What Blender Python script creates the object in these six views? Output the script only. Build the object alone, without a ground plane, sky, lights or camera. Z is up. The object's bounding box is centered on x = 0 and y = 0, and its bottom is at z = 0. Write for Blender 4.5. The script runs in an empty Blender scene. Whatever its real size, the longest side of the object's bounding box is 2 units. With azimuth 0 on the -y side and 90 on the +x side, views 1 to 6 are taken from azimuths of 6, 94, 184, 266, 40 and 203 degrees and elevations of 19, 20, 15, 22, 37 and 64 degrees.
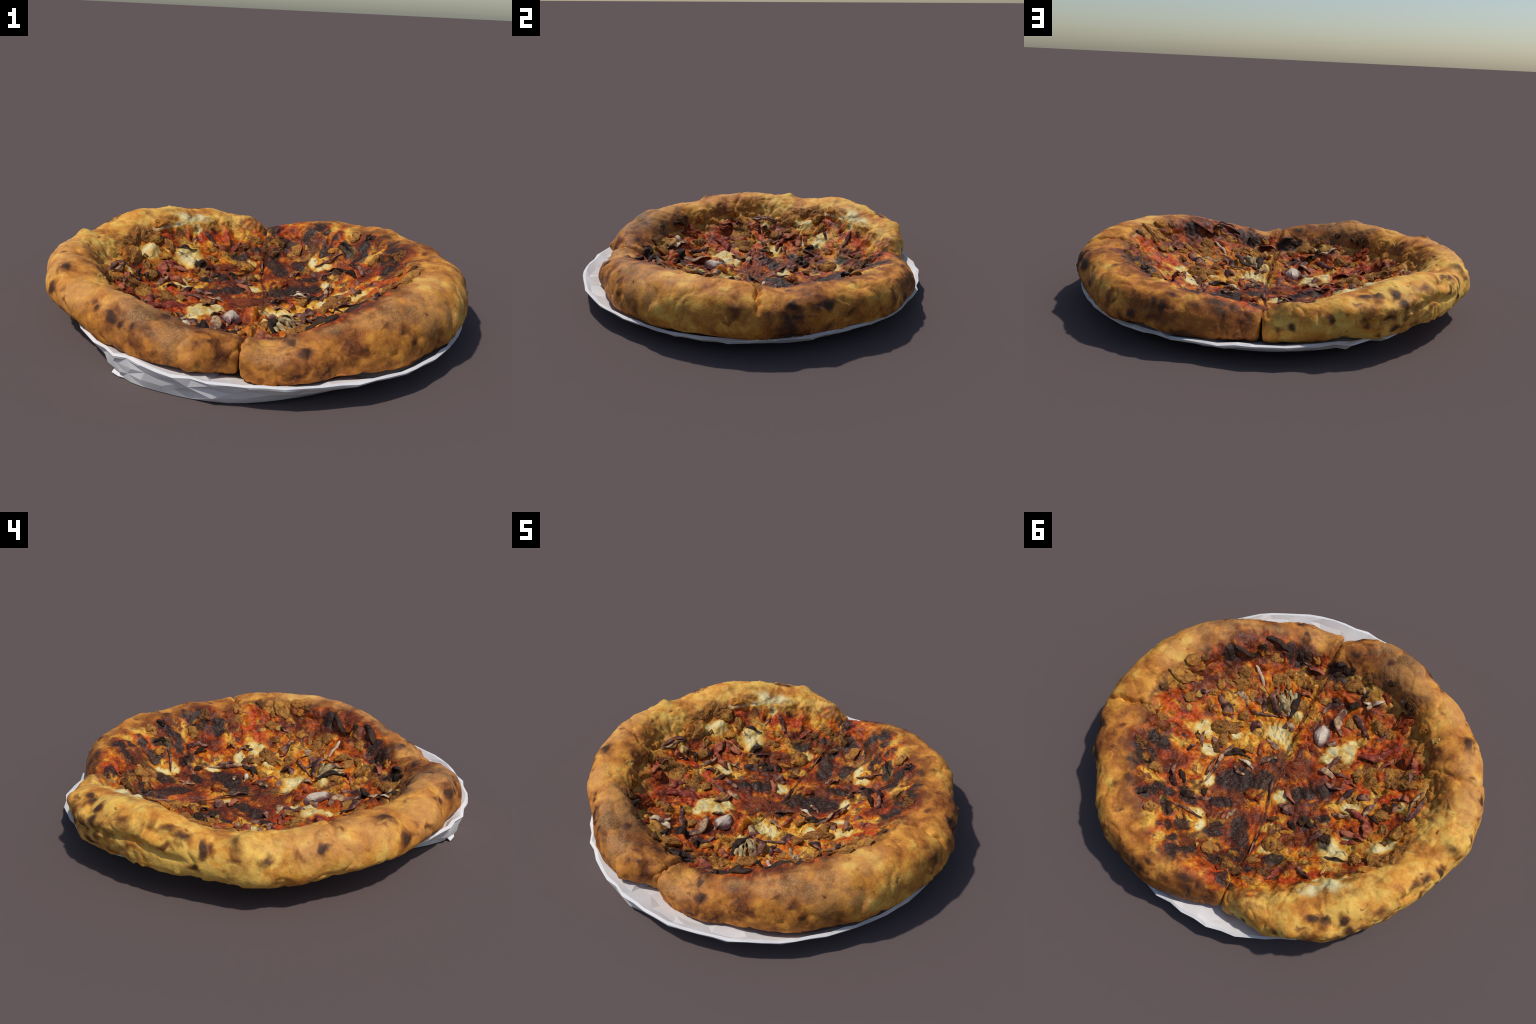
import math, random
import numpy as np

# ---------------------------------------------------------------- noise
_rng = np.random.RandomState(7)
_PERM = _rng.permutation(256)
_PERM = np.concatenate([_PERM, _PERM])
_GRAD = _rng.normal(size=(256, 3))
_GRAD /= np.linalg.norm(_GRAD, axis=1)[:, None]


def perlin(p):
    """Gradient noise for an (n, 3) array, about -0.7..0.7."""
    i = np.floor(p).astype(int)
    f = p - i
    i &= 255
    w = f * f * f * (f * (f * 6 - 15) + 10)
    out = np.zeros(len(p))
    for dx in (0, 1):
        for dy in (0, 1):
            for dz in (0, 1):
                h = _PERM[_PERM[_PERM[(i[:, 0] + dx) & 255] + ((i[:, 1] + dy) & 255)] + ((i[:, 2] + dz) & 255)]
                g = _GRAD[h]
                d = (g * (f - np.array([dx, dy, dz]))).sum(1)
                wx = w[:, 0] if dx else 1 - w[:, 0]
                wy = w[:, 1] if dy else 1 - w[:, 1]
                wz = w[:, 2] if dz else 1 - w[:, 2]
                out += d * wx * wy * wz
    return out


def fbm(p, scale, octaves=3, gain=0.5, shift=0.0):
    q = np.asarray(p) * scale + shift
    total, amp = np.zeros(len(q)), 1.0
    for _ in range(octaves):
        total += amp * perlin(q)
        q, amp = q * 2.03 + 11.3, amp * gain
    return total


def ridged(p, scale, shift=0.0):
    return 1 - 2 * np.abs(fbm(p, scale, 2, 0.45, shift)) * 1.6


def crags(p, cell, seed):
    """Jagged lumps: every cell of a jittered grid carries a cone of its own height."""
    q = p[:, :2] / cell
    base = np.floor(q).astype(int)
    best = np.zeros(len(q))
    for i in (-1, 0, 1):
        for j in (-1, 0, 1):
            c = base + np.array([i, j])
            h = _PERM[_PERM[(c[:, 0] + seed) & 255] + ((c[:, 1] + 3 * seed) & 255)]
            g = _GRAD[h]
            d = q - c - 0.5 - 0.42 * g[:, :2]
            a = g[:, 2] * 3
            u, v = d[:, 0] * np.cos(a) + d[:, 1] * np.sin(a), d[:, 1] * np.cos(a) - d[:, 0] * np.sin(a)
            high = 0.45 + 0.55 * ((h * 37) % 101) / 101.0
            best = np.maximum(best, high * (1 - np.maximum(np.abs(u) * 1.15, np.abs(v) * (0.9 + 0.8 * ((h * 13) % 17) / 17.0))))
    return np.maximum(best, 0)


# ---------------------------------------------------------------- shape of the pizza
# Rim roll by azimuth, every 360/44 degrees counted from +x towards +y:
# crest radius, crest height, widest radius, its height, foot radius, foot height
RIM = np.array([
    (856, 309, 1004, 147, 929, 79), (859, 287, 1010, 163, 934, 75), (871, 274, 1004, 165, 933, 72), (871, 288, 987, 179, 927, 65),
    (879, 274, 980, 185, 923, 53), (909, 274, 1000, 167, 915, 55), (921, 263, 1005, 133, 903, 69), (910, 251, 983, 124, 886, 88),
    (876, 250, 963, 128, 869, 86), (825, 242, 930, 114, 854, 70), (782, 222, 893, 102, 804, 63), (760, 200, 854, 102, 798, 56),
    (808, 240, 871, 124, 803, 62), (858, 243, 928, 151, 813, 76), (865, 278, 951, 203, 821, 89), (849, 284, 971, 173, 870, 84),
    (849, 305, 964, 194, 892, 88), (861, 318, 965, 199, 916, 117), (879, 318, 961, 182, 945, 118), (918, 291, 963, 192, 921, 105),
    (901, 267, 978, 169, 912, 97), (897, 285, 1001, 166, 907, 89), (891, 287, 1001, 177, 894, 93), (890, 295, 990, 181, 879, 102),
    (876, 298, 979, 177, 864, 108), (854, 289, 974, 176, 846, 110), (827, 270, 953, 188, 828, 108), (808, 271, 927, 195, 815, 95),
    (798, 279, 899, 156, 810, 64), (804, 283, 897, 131, 797, 79), (818, 261, 904, 122, 786, 102), (816, 232, 903, 120, 782, 102),
    (780, 220, 874, 117, 786, 68), (750, 194, 815, 115, 800, 58), (757, 169, 832, 123, 826, 45), (763, 186, 866, 114, 850, 55),
    (765, 212, 874, 86, 847, 64), (753, 242, 876, 89, 845, 76), (757, 274, 896, 105, 854, 65), (782, 293, 930, 129, 866, 54),
    (805, 300, 943, 157, 876, 67), (814, 309, 970, 156, 891, 71), (839, 310, 985, 150, 904, 80), (849, 313, 994, 144, 918, 80),
]) / 1000.0
# inner foot of the rim, every 15 degrees: radius, height
INNER = np.array([
    (690, 232), (700, 208), (705, 195), (700, 200), (700, 202), (700, 172), (705, 155), (715, 180),
    (710, 228), (690, 215), (695, 195), (715, 180), (735, 180), (705, 180), (680, 155), (660, 128),
    (630, 126), (612, 118), (605, 112), (600, 115), (605, 155), (625, 192), (645, 205), (665, 235),
]) / 1000.0
# how late the floor starts to climb (power), every 15 degrees
BOWL = np.array([2.8, 3.0, 3.6, 5.0, 5.6, 5.0, 4.8, 4.6, 4.6, 3.8, 3.8, 3.4, 2.8, 2.8, 3.0, 3.2, 3.2, 3.2, 3.2, 3.2, 3.0, 2.9, 2.8, 2.7])[:, None]
# how far the crest of the rim overhangs inwards, every 15 degrees
ROLL = np.array([0.9, 0.8, 0.8, 0.7, 0.5, 0.5, 0.5, 0.5, 0.62, 0.62, 0.62, 0.62, 0.62, 0.85, 0.85, 0.8, 0.75, 0.7, 0.75, 0.85, 0.9, 0.95, 0.98, 0.95])[:, None]
CENTRE_Z = 0.040


def periodic(table, theta):
    """Cubic interpolation of a closed table at angles theta (radians)."""
    n = len(table)
    u = np.mod(theta / (2 * math.pi), 1.0) * n
    k = np.floor(u).astype(int)
    t = (u - k)[..., None]
    a, b, c, d = (table[(k + o) % n] for o in (-1, 0, 1, 2))
    return 0.5 * (2 * b + (c - a) * t + (2 * a - 5 * b + 4 * c - d) * t * t + (3 * b - a - 3 * c + d) * t ** 3)


def smooth(a, b, x):
    t = np.clip((x - a) / (b - a), 0, 1)
    return t * t * (3 - 2 * t)


NF, NW, NQ, NB = 96, 34, 24, 14           # rows on floor, inner wall, each rim quarter, underside


def section(theta):
    """Closed cross-section for each angle: arrays r, z of shape (len(theta), rows) and the row where the rim begins."""
    rim, inn = periodic(RIM, theta), periodic(INNER, theta)
    bowl, roll = periodic(BOWL, theta), periodic(ROLL, theta)
    rc, zc, ro, zo, rb, zb = (rim[:, i:i + 1] for i in range(6))
    ri, zi = inn[:, :1], inn[:, 1:]
    u = np.linspace(0, 1, NF + 1)[None, :]
    rs, zs = [ri * u], [CENTRE_Z + (zi - CENTRE_Z) * u ** bowl]
    t = np.linspace(0, 1, NW + 1)[None, 1:]
    d, slope = rc - ri, 0.7 * bowl * (zi - CENTRE_Z) / ri
    p1r, p1z = ri + 0.22 * d, zi + 0.22 * d * slope
    p2r, p2z = rc - roll * d, zc
    c0, c1, c2, c3 = (1 - t) ** 3, 3 * t * (1 - t) ** 2, 3 * t * t * (1 - t), t ** 3
    rs.append(c0 * ri + c1 * p1r + c2 * p2r + c3 * rc)
    zs.append(c0 * zi + c1 * p1z + c2 * p2z + c3 * zc)
    a = np.linspace(0, math.pi / 2, NQ + 1)[None, 1:]
    rs.append(rc + (ro - rc) * np.sin(a)); zs.append(zo + (zc - zo) * np.cos(a))
    rs.append(rb + (ro - rb) * np.cos(a)); zs.append(zo + (zb - zo) * np.sin(a))
    v = np.linspace(0, 1, NB + 1)[None, 1:]
    rs.append(rb * (1 - v)); zs.append(zb + (0.018 - zb) * np.minimum(1, v * 3.2) ** 0.7)
    return np.hstack(rs), np.hstack(zs)


CUT = [(-1.0, 0.035), (-0.76, 0.020), (-0.6, 0.035), (-0.126, 0.045), (0.15, 0.035), (0.3, 0.0), (0.45, -0.012), (0.6, -0.005), (0.765, -0.022), (1.0, -0.03)]


def cut_x(y):
    return np.interp(y, [c[0] for c in CUT], [c[1] for c in CUT])

# ---------------------------------------------------------------- what lies where (millimetres)
# sausage and crust lumps: x, y, length, width, turn in degrees, tone
#   b browned sausage, d dark sausage, k charred, r red sauced, o orange cheesy, y golden
CHUNKS = [
    (688, -163, 154, 74, 9, 'b'), (777, -137, 68, 53, 164, 'b'), (671, -251, 81, 61, 24, 'b'), (626, -290, 44, 48, 24, 'd'), (748, 97, 84, 98, 24, 'b'), (679, 90, 66, 39, 4, 'b'),
    (699, 283, 65, 51, 24, 'd'), (647, 327, 65, 96, 54, 'k'), (584, 357, 76, 70, 24, 'b'), (411, -332, 108, 131, 64, 'b'), (316, -531, 77, 84, 24, 'b'), (387, -54, 123, 80, 24, 'b'),
    (388, 68, 55, 79, 24, 'd'), (370, 10, 49, 53, 24, 'b'), (253, -425, 83, 69, 24, 'b'), (215, -496, 71, 63, 24, 'b'), (145, -481, 64, 77, 24, 'b'), (331, -148, 56, 74, 24, 'b'),
    (344, -292, 57, 55, 24, 'b'), (528, -180, 50, 61, 24, 'b'), (613, -85, 55, 40, 24, 'b'), (521, -111, 56, 54, 24, 'b'), (600, -31, 43, 40, 24, 'y'), (231, 6, 67, 60, 24, 'b'),
    (97, -357, 57, 82, 24, 'b'), (585, -120, 37, 40, 24, 'y'), (53, -212, 37, 61, 24, 'r'), (617, -189, 43, 40, 24, 'o'), (729, -27, 49, 33, 24, 'd'), (823, -36, 49, 40, 24, 'o'),
    (720, -326, 31, 41, 24, 'r'), (741, -221, 25, 27, 24, 'r'), (719, -271, 25, 27, 24, 'r'), (212, -446, 57, 83, 24, 'b'), (169, -506, 83, 77, 24, 'b'), (113, -475, 58, 56, 24, 'd'),
    (41, -514, 77, 97, 174, 'b'), (-29, -433, 70, 62, 24, 'b'), (87, -354, 51, 69, 24, 'b'), (-146, -556, 102, 90, 24, 'b'), (-202, -614, 83, 69, 24, 'd'), (-47, -598, 58, 49, 24, 'k'),
    (-83, -623, 51, 49, 24, 'k'), (-211, -354, 56, 88, 24, 'b'), (-358, -378, 75, 81, 24, 'b'), (-419, -369, 68, 67, 24, 'b'), (-323, -401, 50, 47, 24, 'b'), (-228, -88, 73, 66, 24, 'b'),
    (-276, -115, 49, 46, 24, 'b'), (-355, -93, 66, 66, 24, 'b'), (-415, -115, 78, 79, 24, 'b'), (-506, -152, 78, 72, 24, 'b'), (-588, -140, 89, 71, 24, 'b'), (-580, -230, 66, 85, 24, 'r'),
    (10, -351, 57, 62, 24, 'o'), (21, -250, 56, 75, 24, 'r'), (-482, -499, 74, 88, 24, 'd'), (-339, -540, 57, 75, 24, 'r'), (-467, -441, 93, 108, 174, 'r'), (-572, -402, 61, 53, 24, 'o'),
    (-596, -319, 61, 46, 24, 'o'), (-725, -234, 65, 51, 24, 'd'), (-765, -228, 41, 38, 24, 'd'), (-655, -347, 42, 39, 24, 'y'), (-56, -530, 51, 56, 24, 'd'), (-661, -438, 24, 26, 24, 'd'),
    (-817, -378, 65, 71, 24, 'b'), (97, 231, 71, 71, 24, 'r'), (-111, 429, 97, 81, 24, 'b'), (489, 580, 62, 74, 24, 'b'), (417, 680, 67, 48, 24, 'y'), (163, 616, 78, 91, 24, 'b'),
    (27, 653, 116, 90, 14, 'd'), (508, 714, 50, 43, 24, 'r'), (366, 816, 44, 48, 24, 'd'), (193, 746, 55, 41, 24, 'd'), (-85, 682, 82, 53, 24, 'b'), (524, 591, 45, 43, 24, 'd'),
    (345, 732, 61, 48, 24, 'o'), (330, 782, 60, 54, 24, 'o'), (407, 387, 65, 45, 164, 'k'), (-45, 312, 47, 38, 24, 'd'), (-58, 554, 62, 37, 24, 'b'), (34, 580, 62, 49, 4, 'k'),
    (-134, 610, 50, 36, 24, 'd'), (69, 815, 87, 47, 24, 'd'), (203, 806, 81, 41, 4, 'd'), (-292, 432, 62, 73, 24, 'b'), (-517, 390, 78, 79, 24, 'b'), (-611, 370, 105, 90, 24, 'b'),
    (-683, 311, 72, 114, 24, 'b'), (-771, 272, 104, 90, 24, 'b'), (-711, 249, 61, 42, 24, 'b'), (-652, 156, 85, 105, 24, 'b'), (-551, 94, 81, 88, 24, 'b'), (-427, -82, 90, 98, 24, 'b'),
    (-360, -80, 54, 52, 24, 'b'), (-529, -122, 72, 104, 24, 'b'), (-605, -108, 95, 97, 24, 'b'), (-361, 37, 77, 90, 24, 'b'), (-308, 276, 86, 69, 24, 'b'), (-583, 168, 46, 75, 24, 'b'),
    (-922, 185, 61, 91, 24, 'd'), (-447, 769, 68, 74, 24, 'k'), (-381, 782, 63, 57, 24, 'o'), (-545, 593, 53, 34, 24, 'd'), (-435, 688, 37, 40, 24, 'd'), (-336, 331, 51, 56, 24, 'k'),
    (-579, 444, 71, 47, 24, 'o'), (-698, 130, 68, 74, 24, 'o'), (-523, 308, 85, 61, 24, 'o'), (-213, 257, 64, 51, 164, 'k'), (-542, 231, 51, 50, 24, 'o'), (-665, -117, 65, 71, 24, 'o'),
    (-711, -182, 71, 58, 24, 'o'), (-744, -84, 70, 69, 24, 'o'), (-145, 348, 58, 38, 24, 'o'), (-214, 377, 40, 43, 24, 'r'), (-377, 708, 32, 34, 24, 'r'), (-822, 368, 32, 23, 24, 'r'),
    (-712, 547, 21, 23, 24, 'r'), (-830, 126, 33, 36, 24, 'r'), (-317, 739, 32, 34, 24, 'r'), (-438, 472, 66, 48, 24, 'y'), (-557, 689, 21, 23, 24, 'r'),
]
# onion strips: three or four points of the spine, width, look (p pale, u purple, r red, w white, k charred)
STRIPS = [
    ((313, 17), (340, 84), (342, 161), (360, 280), 23, 'p'), ((321, 95), (279, 44), (201, 54), 18, 'k'), ((255, 80), (201, 81), (166, 100), 17, 'w'),
    ((150, 62), (118, 16), (77, -12), 26, 'p'), ((368, 239), (372, 180), (364, 129), 20, 'u'), ((324, -191), (262, -205), (175, -240), 15, 'u'),
    ((397, -435), (349, -400), (311, -356), 19, 'w'), ((503, -183), (441, -138), (380, -110), 53, 'u'), ((441, -251), (386, -266), (341, -212), 38, 'p'),
    ((338, -251), (292, -285), (243, -238), 28, 'p'), ((519, -434), (457, -446), (401, -488), 33, 'k'), ((393, -564), (338, -595), (267, -578), 35, 'k'),
    ((410, -509), (380, -520), (368, -508), 22, 'k'), ((265, -96), (280, -157), (228, -148), 37, 'u'), ((532, 269), (522, 324), (471, 362), 32, 'u'),
    ((492, 285), (469, 322), (435, 345), 30, 'k'), ((508, 167), (502, 141), (482, 130), 24, 'u'), ((126, -193), (98, -221), (59, -179), 44, 'p'),
    ((175, -92), (125, -72), (89, -66), 31, 'p'), ((303, -324), (268, -277), (256, -222), 25, 'u'), 
    ((213, -617), (189, -603), (173, -576), 32, 'k'), ((152, -593), (104, -580), (41, -563), 32, 'r'), ((12, -622), (-20, -640), (-62, -651), 32, 'k'),
    ((-220, -492), (-279, -479), (-329, -523), 26, 'w'), ((-228, -489), (-216, -526), (-226, -557), 25, 'k'), ((-162, -439), (-118, -367), (-186, -271), 47, 'p'),
    ((-146, -429), (-173, -460), (-210, -468), 57, 'k'), ((-205, -416), (-262, -373), (-330, -303), 34, 'u'), ((-41, -358), (-52, -428), (-126, -460), 35, 'u'),
    ((-306, -200), (-396, -199), (-467, -291), 43, 'r'), ((-443, -139), (-465, -197), (-500, -237), 36, 'r'), ((-402, -183), (-454, -243), (-470, -285), 24, 'r'),
    ((-409, -544), (-429, -537), (-470, -501), 28, 'k'), ((117, -422), (86, -429), (46, -418), 29, 'r'), ((172, -590), (127, -585), (84, -581), 19, 'u'),
    ((-381, -336), (-391, -361), (-425, -371), 19, 'u'), ((-584, -253), (-614, -218), (-613, -169), 36, 'r'), ((419, 492), (356, 481), (272, 473), 16, 'u'),
    ((442, 381), (397, 405), (355, 389), 32, 'k'), ((512, 355), (483, 373), (459, 384), 26, 'u'), ((-43, 224), (-84, 227), (-132, 250), 35, 'u'),
    ((567, 547), (555, 517), (534, 514), 23, 'k'), ((460, 496), (428, 530), (402, 563), 17, 'k'), 
      
    ((46, 86), (42, 152), (16, 222), 14, 'u'), ((-9, 413), (-12, 471), (-22, 543), 13, 'u'), ((-322, 95), (-337, 39), (-368, -10), 30, 'u'),
    ((-670, 93), (-707, 38), (-710, -68), 28, 'u'), ((-670, 86), (-671, -23), (-697, -84), 17, 'p'), ((-574, 10), (-607, 22), (-592, 62), 26, 'u'),
    ((-471, 134), (-472, 70), (-501, 36), 28, 'p'), ((-389, 249), (-464, 243), (-522, 259), 40, 'r'), ((-369, 113), (-432, 127), (-484, 152), 36, 'r'),
    ((-513, 248), (-513, 184), (-484, 137), 43, 'r'), ((-414, 299), (-454, 294), (-491, 284), 27, 'r'), ((-594, -16), (-621, -39), (-645, -16), 32, 'r'),
    ((-565, -1), (-578, -12), (-600, -15), 19, 'k'), ((-202, 263), (-232, 272), (-252, 277), 26, 'k'), ((-74, 231), (-88, 248), (-112, 259), 23, 'u'),
    ((-537, 20), (-567, 41), (-568, 76), 17, 'k'), ((-312, 163), (-352, 171), (-392, 148), 19, 'p'),
]
# stains of melted cheese, sauce, caramelised and charred cheese: x, y, half length, half width, turn
BLOBS = {
    "cheese": [
    (490, 22, 55, 48, 24), (131, -144, 80, 65, 174), (415, 107, 45, 30, 24), (344, 247, 36, 36, 24), (-256, -195, 49, 58, 24), (-183, -181, 43, 34, 24), (313, 455, 49, 26, 174), (-37, 182, 42, 43, 24),
    (-92, 483, 43, 28, 24), (-386, 100, 65, 36, 24), (-369, 339, 63, 41, 24), (-409, 381, 73, 59, 24), (-610, 265, 84, 44, 44), (-400, 568, 33, 18, 24), (-366, 627, 54, 30, 24), (-474, 589, 80, 50, 4),
    (-462, 672, 84, 44, 4), (173, -311, 38, 42, 24), (335, 265, 27, 36, 24), (78, -284, 35, 24, 24), (326, 59, 27, 20, 24), (63, -117, 28, 38, 24), (-168, -122, 37, 37, 24), (-264, -257, 37, 31, 24),
    (-438, 267, 26, 19, 24), (-615, 27, 26, 29, 24), (264, 511, 26, 45, 174), (463, 490, 20, 26, 24), (318, -36, 37, 31, 24), (-584, 554, 66, 35, 14), (-723, 489, 53, 29, 44),
    ],
    "red": [
    (570, -10, 73, 44, 39), (605, 100, 85, 50, 9), (553, -318, 32, 39, 24), (520, -261, 38, 28, 24), (217, -579, 42, 57, 174), (-366, -551, 63, 53, 174), (-487, -453, 47, 76, 24), (-514, -347, 55, 55, 24),
    (-351, -216, 92, 37, 24), (-503, -294, 67, 41, 24), (75, -624, 48, 39, 24), (-383, 524, 88, 27, 34), (-257, 615, 60, 30, 24), (-539, -9, 68, 29, 34), (-420, -36, 42, 40, 24), (595, 255, 45, 43, 24),
    (229, -603, 32, 39, 24), (-627, -179, 27, 86, 24), (-219, -32, 90, 30, 24), (-329, -157, 46, 27, 24), (-432, -3, 44, 30, 24), (270, 119, 36, 30, 24), (99, -568, 52, 39, 24), (687, 11, 43, 30, 174),
    (47, 738, 60, 36, 4), (-550, 436, 49, 21, 24), (-300, 9, 48, 30, 24),
    ],
    "caramel": [
    (-130, 169, 98, 95, 24), (-212, 59, 78, 63, 24), (-224, 343, 69, 57, 24), (-149, 389, 57, 51, 24), (201, 218, 125, 93, 24), (183, 361, 111, 78, 24), (151, 546, 94, 104, 24), (261, 680, 61, 92, 174),
    (-31, 598, 92, 46, 24), (199, 155, 126, 60, 24), (482, -472, 165, 57, 24), (608, -279, 63, 90, 174), (597, -229, 94, 59, 24), (686, 138, 78, 37, 24), (637, 258, 89, 79, 174), (693, 394, 41, 97, 4),
    (502, 486, 69, 64, 24), (625, 485, 40, 41, 24), (-37, 2, 79, 61, 24), (169, -613, 84, 57, 24), (-37, -621, 84, 79, 24), (-204, -608, 89, 67, 24), (55, -515, 58, 64, 24), (-229, 222, 76, 45, 24),
    (-227, 547, 44, 37, 24), (-478, -504, 43, 52, 24), (526, -360, 63, 91, 24), (-140, 571, 89, 53, 24),
    ],
    "char": [
    (67, 452, 43, 83, 34), (200, 194, 78, 60, 24), (103, 190, 48, 56, 24), (86, 114, 39, 37, 24), (329, 562, 23, 38, 24), (368, 612, 14, 22, 24), (316, 649, 21, 16, 24), (437, 513, 20, 54, 44),
    (196, 519, 43, 22, 4), (530, 478, 23, 19, 24), (555, 527, 23, 22, 24), (672, 576, 34, 29, 14), (646, 217, 45, 30, 4), (653, 326, 35, 55, 54), (-148, 522, 39, 28, 24), (34, 580, 39, 31, 174),
    (-150, 112, 33, 23, 24), (-215, 66, 36, 33, 24), (-103, 166, 33, 30, 24), (-216, 264, 44, 26, 174), (-338, 322, 31, 38, 24), (14, 733, 24, 27, 24), (-30, 750, 19, 24, 24), (-447, 769, 34, 41, 24),
    (-47, -598, 45, 39, 24), (218, -705, 32, 69, 24), (192, -602, 36, 43, 24), (531, -399, 29, 25, 24), (646, -351, 28, 28, 24), (391, 393, 50, 29, 164), (239, 339, 53, 23, 14), (96, 5, 33, 24, 24),
    (-285, 204, 26, 19, 24), (-190, -611, 42, 43, 24), (-482, -499, 28, 34, 24), (204, 158, 51, 37, 24), (265, 223, 39, 27, 24), (520, 431, 26, 19, 24), (474, 426, 26, 19, 24), (194, 463, 20, 19, 24),
    (139, 648, 17, 19, 24), (229, 673, 39, 22, 54), (282, 695, 22, 15, 24), (284, 733, 22, 27, 24), (-108, 119, 33, 26, 24), (-68, 624, 30, 18, 24), (567, 101, 9, 10, 24), (671, 400, 26, 35, 24),
    (8, -612, 29, 32, 24), (740, -24, 15, 13, 24), (743, -57, 18, 17, 24), (94, 653, 42, 28, 24), (260, -592, 19, 43, 24),
    ],
    "gold": [
    (432, -205, 44, 66, 44), (64, -282, 41, 38, 24), (436, -141, 34, 41, 24), (543, 136, 48, 37, 24), (796, 15, 76, 40, 24), (82, -282, 41, 45, 24), (-295, -276, 46, 34, 24), (-736, 119, 45, 47, 24),
    (468, 645, 56, 72, 174), (369, 689, 42, 31, 24), (-282, 228, 44, 29, 24), (741, -93, 55, 51, 24), (549, 399, 35, 29, 24), (-581, -378, 40, 75, 24), (742, -250, 50, 55, 174), (-480, 317, 31, 28, 24),
    (211, -126, 62, 41, 24), (374, 328, 47, 43, 24), (-360, 683, 53, 47, 24), (-345, 764, 58, 52, 24), (360, 771, 41, 37, 24), (-26, -330, 41, 35, 24), (523, 677, 39, 50, 24), (-420, 472, 69, 34, 24),
    (-57, 366, 58, 29, 24), (-445, -168, 27, 30, 24), (425, 230, 33, 40, 24),
    ],
}

# scorched blisters of the rim: x, y, z, radius
SCORCH = [
    (267, -773, 176, 34), (245, -811, 144, 33), (642, -609, 227, 26), (695, -602, 191, 24), (562, -622, 246, 20), (413, -746, 153, 19), (740, -500, 257, 10),
    (123, -799, 129, 22), (715, -579, 100, 16), (115, -801, 79, 15), (497, -700, 180, 23), (205, -779, 173, 15), (200, -657, 176, 31), (-380, -793, 224, 26),
    (-310, -846, 164, 15), (-392, -805, 172, 22), (-57, -775, 207, 13), (-162, -871, 136, 16), (-569, -676, 220, 24), (-329, -800, 232, 15),
    (-123, -833, 197, 18), (-384, -805, 193, 30), (-454, -758, 209, 23), (966, 263, 195, 50), (920, 286, 241, 27), (993, -16, 203, 20), (922, -210, 259, 12),
    (660, -605, 222, 19), (707, -594, 186, 19), (872, 428, 233, 41), (818, 540, 184, 35), (648, 760, 181, 29), (639, 584, 265, 36), (923, 362, 194, 17),
    (865, 438, 126, 28), (977, 237, 147, 47), (973, 15, 246, 40), (953, 300, 197, 25), (860, 383, 265, 29), (886, 377, 247, 19), (692, 540, 269, 32), (357, 824, 239, 24),
    (433, 846, 207, 37), (139, 858, 187, 32), (193, 831, 220, 24), (317, 871, 97, 61), (472, 839, 185, 33), (625, 772, 188, 17), (34, 748, 221, 21), (546, 780, 232, 17),
    (401, 859, 197, 24), (271, 843, 218, 16), (534, 824, 153, 25), (-457, 763, 272, 28), (-441, 836, 250, 20), (-856, 409, 269, 32), (-775, 552, 289, 26), (-490, 842, 223, 16),
    (-721, 617, 292, 26), (-587, 724, 278, 16), (-455, 856, 208, 24), (-676, 698, 250, 21), (-417, 821, 264, 16), (-819, 130, 276, 7), (-914, 195, 266, 15), (-720, 659, 214, 21),
    (-629, 737, 239, 33), (-153, 866, 154, 24), (-105, 859, 135, 20), (-771, 592, 195, 17), (-907, 339, 175, 23), (-304, 884, 198, 24), (-348, 924, 230, 29), (-627, 736, 251, 31),
    (-478, 722, 278, 16),
]
SCORCH += [
    (-800, 539, 250, 21), (-825, 505, 221, 21), (-900, 308, 250, 31), (-404, 955, 182, 17), (-771, 590, 254, 22), (-513, 806, 131, 16), (-728, 590, 130, 22),
    (-775, 584, 196, 22), (-870, 398, 243, 17), (-814, 521, 241, 18), (-515, 885, 145, 20), (-472, 854, 174, 20), (-657, 670, 291, 9), (-665, 675, 147, 23), (-956, 198, 232, 17),
    (-850, 452, 216, 21), (-823, 495, 255, 11), (-822, -392, 274, 26), (-840, -456, 218, 31), (-757, -513, 246, 18), (-961, -128, 253, 25), (-983, 99, 228, 24), (-881, -182, 296, 17),
    (-601, -644, 235, 19), (-477, -706, 260, 30), (-977, -23, 245, 24), (-852, -368, 266, 17), (-500, -727, 216, 30), (-746, -563, 218, 18), (-594, -491, 263, 15),
    (-812, -372, 284, 36), (-77, -703, 202, 26), (-137, -765, 222, 19), (-288, -694, 242, 25), (-35, -812, 190, 33), (-88, -814, 197, 26), (-824, -14, 280, 11),
    (-838, 14, 283, 10), (-922, 185, 266, 33), (-582, 720, 280, 31), (-503, 744, 276, 24), (-904, 276, 255, 22), (-832, 441, 287, 32),
    (-790, 501, 305, 32), (-743, 603, 286, 32), (-568, 663, 297, 13), (-628, 612, 311, 10), (-822, 368, 288, 11),
    (-865, 385, 273, 27), (-461, 834, 246, 31), (-576, 788, 228, 21), (-502, 766, 271, 21), (925, 293, 238, 21), (976, 233, 202, 18), (810, 247, 273, 15),
    (919, -197, 267, 9), (684, 409, 269, 35), (551, 774, 235, 17), (618, 773, 192, 17), (493, 822, 203, 34),
    (428, 864, 157, 34), (291, 865, 198, 17), (357, 871, 183, 33), (338, 871, 190, 28), (139, 855, 194, 33), (260, 851, 216, 38), (647, 500, 262, 34), (606, 660, 259, 23),
    (163, 827, 222, 38), (93, 826, 208, 33),
]
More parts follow.
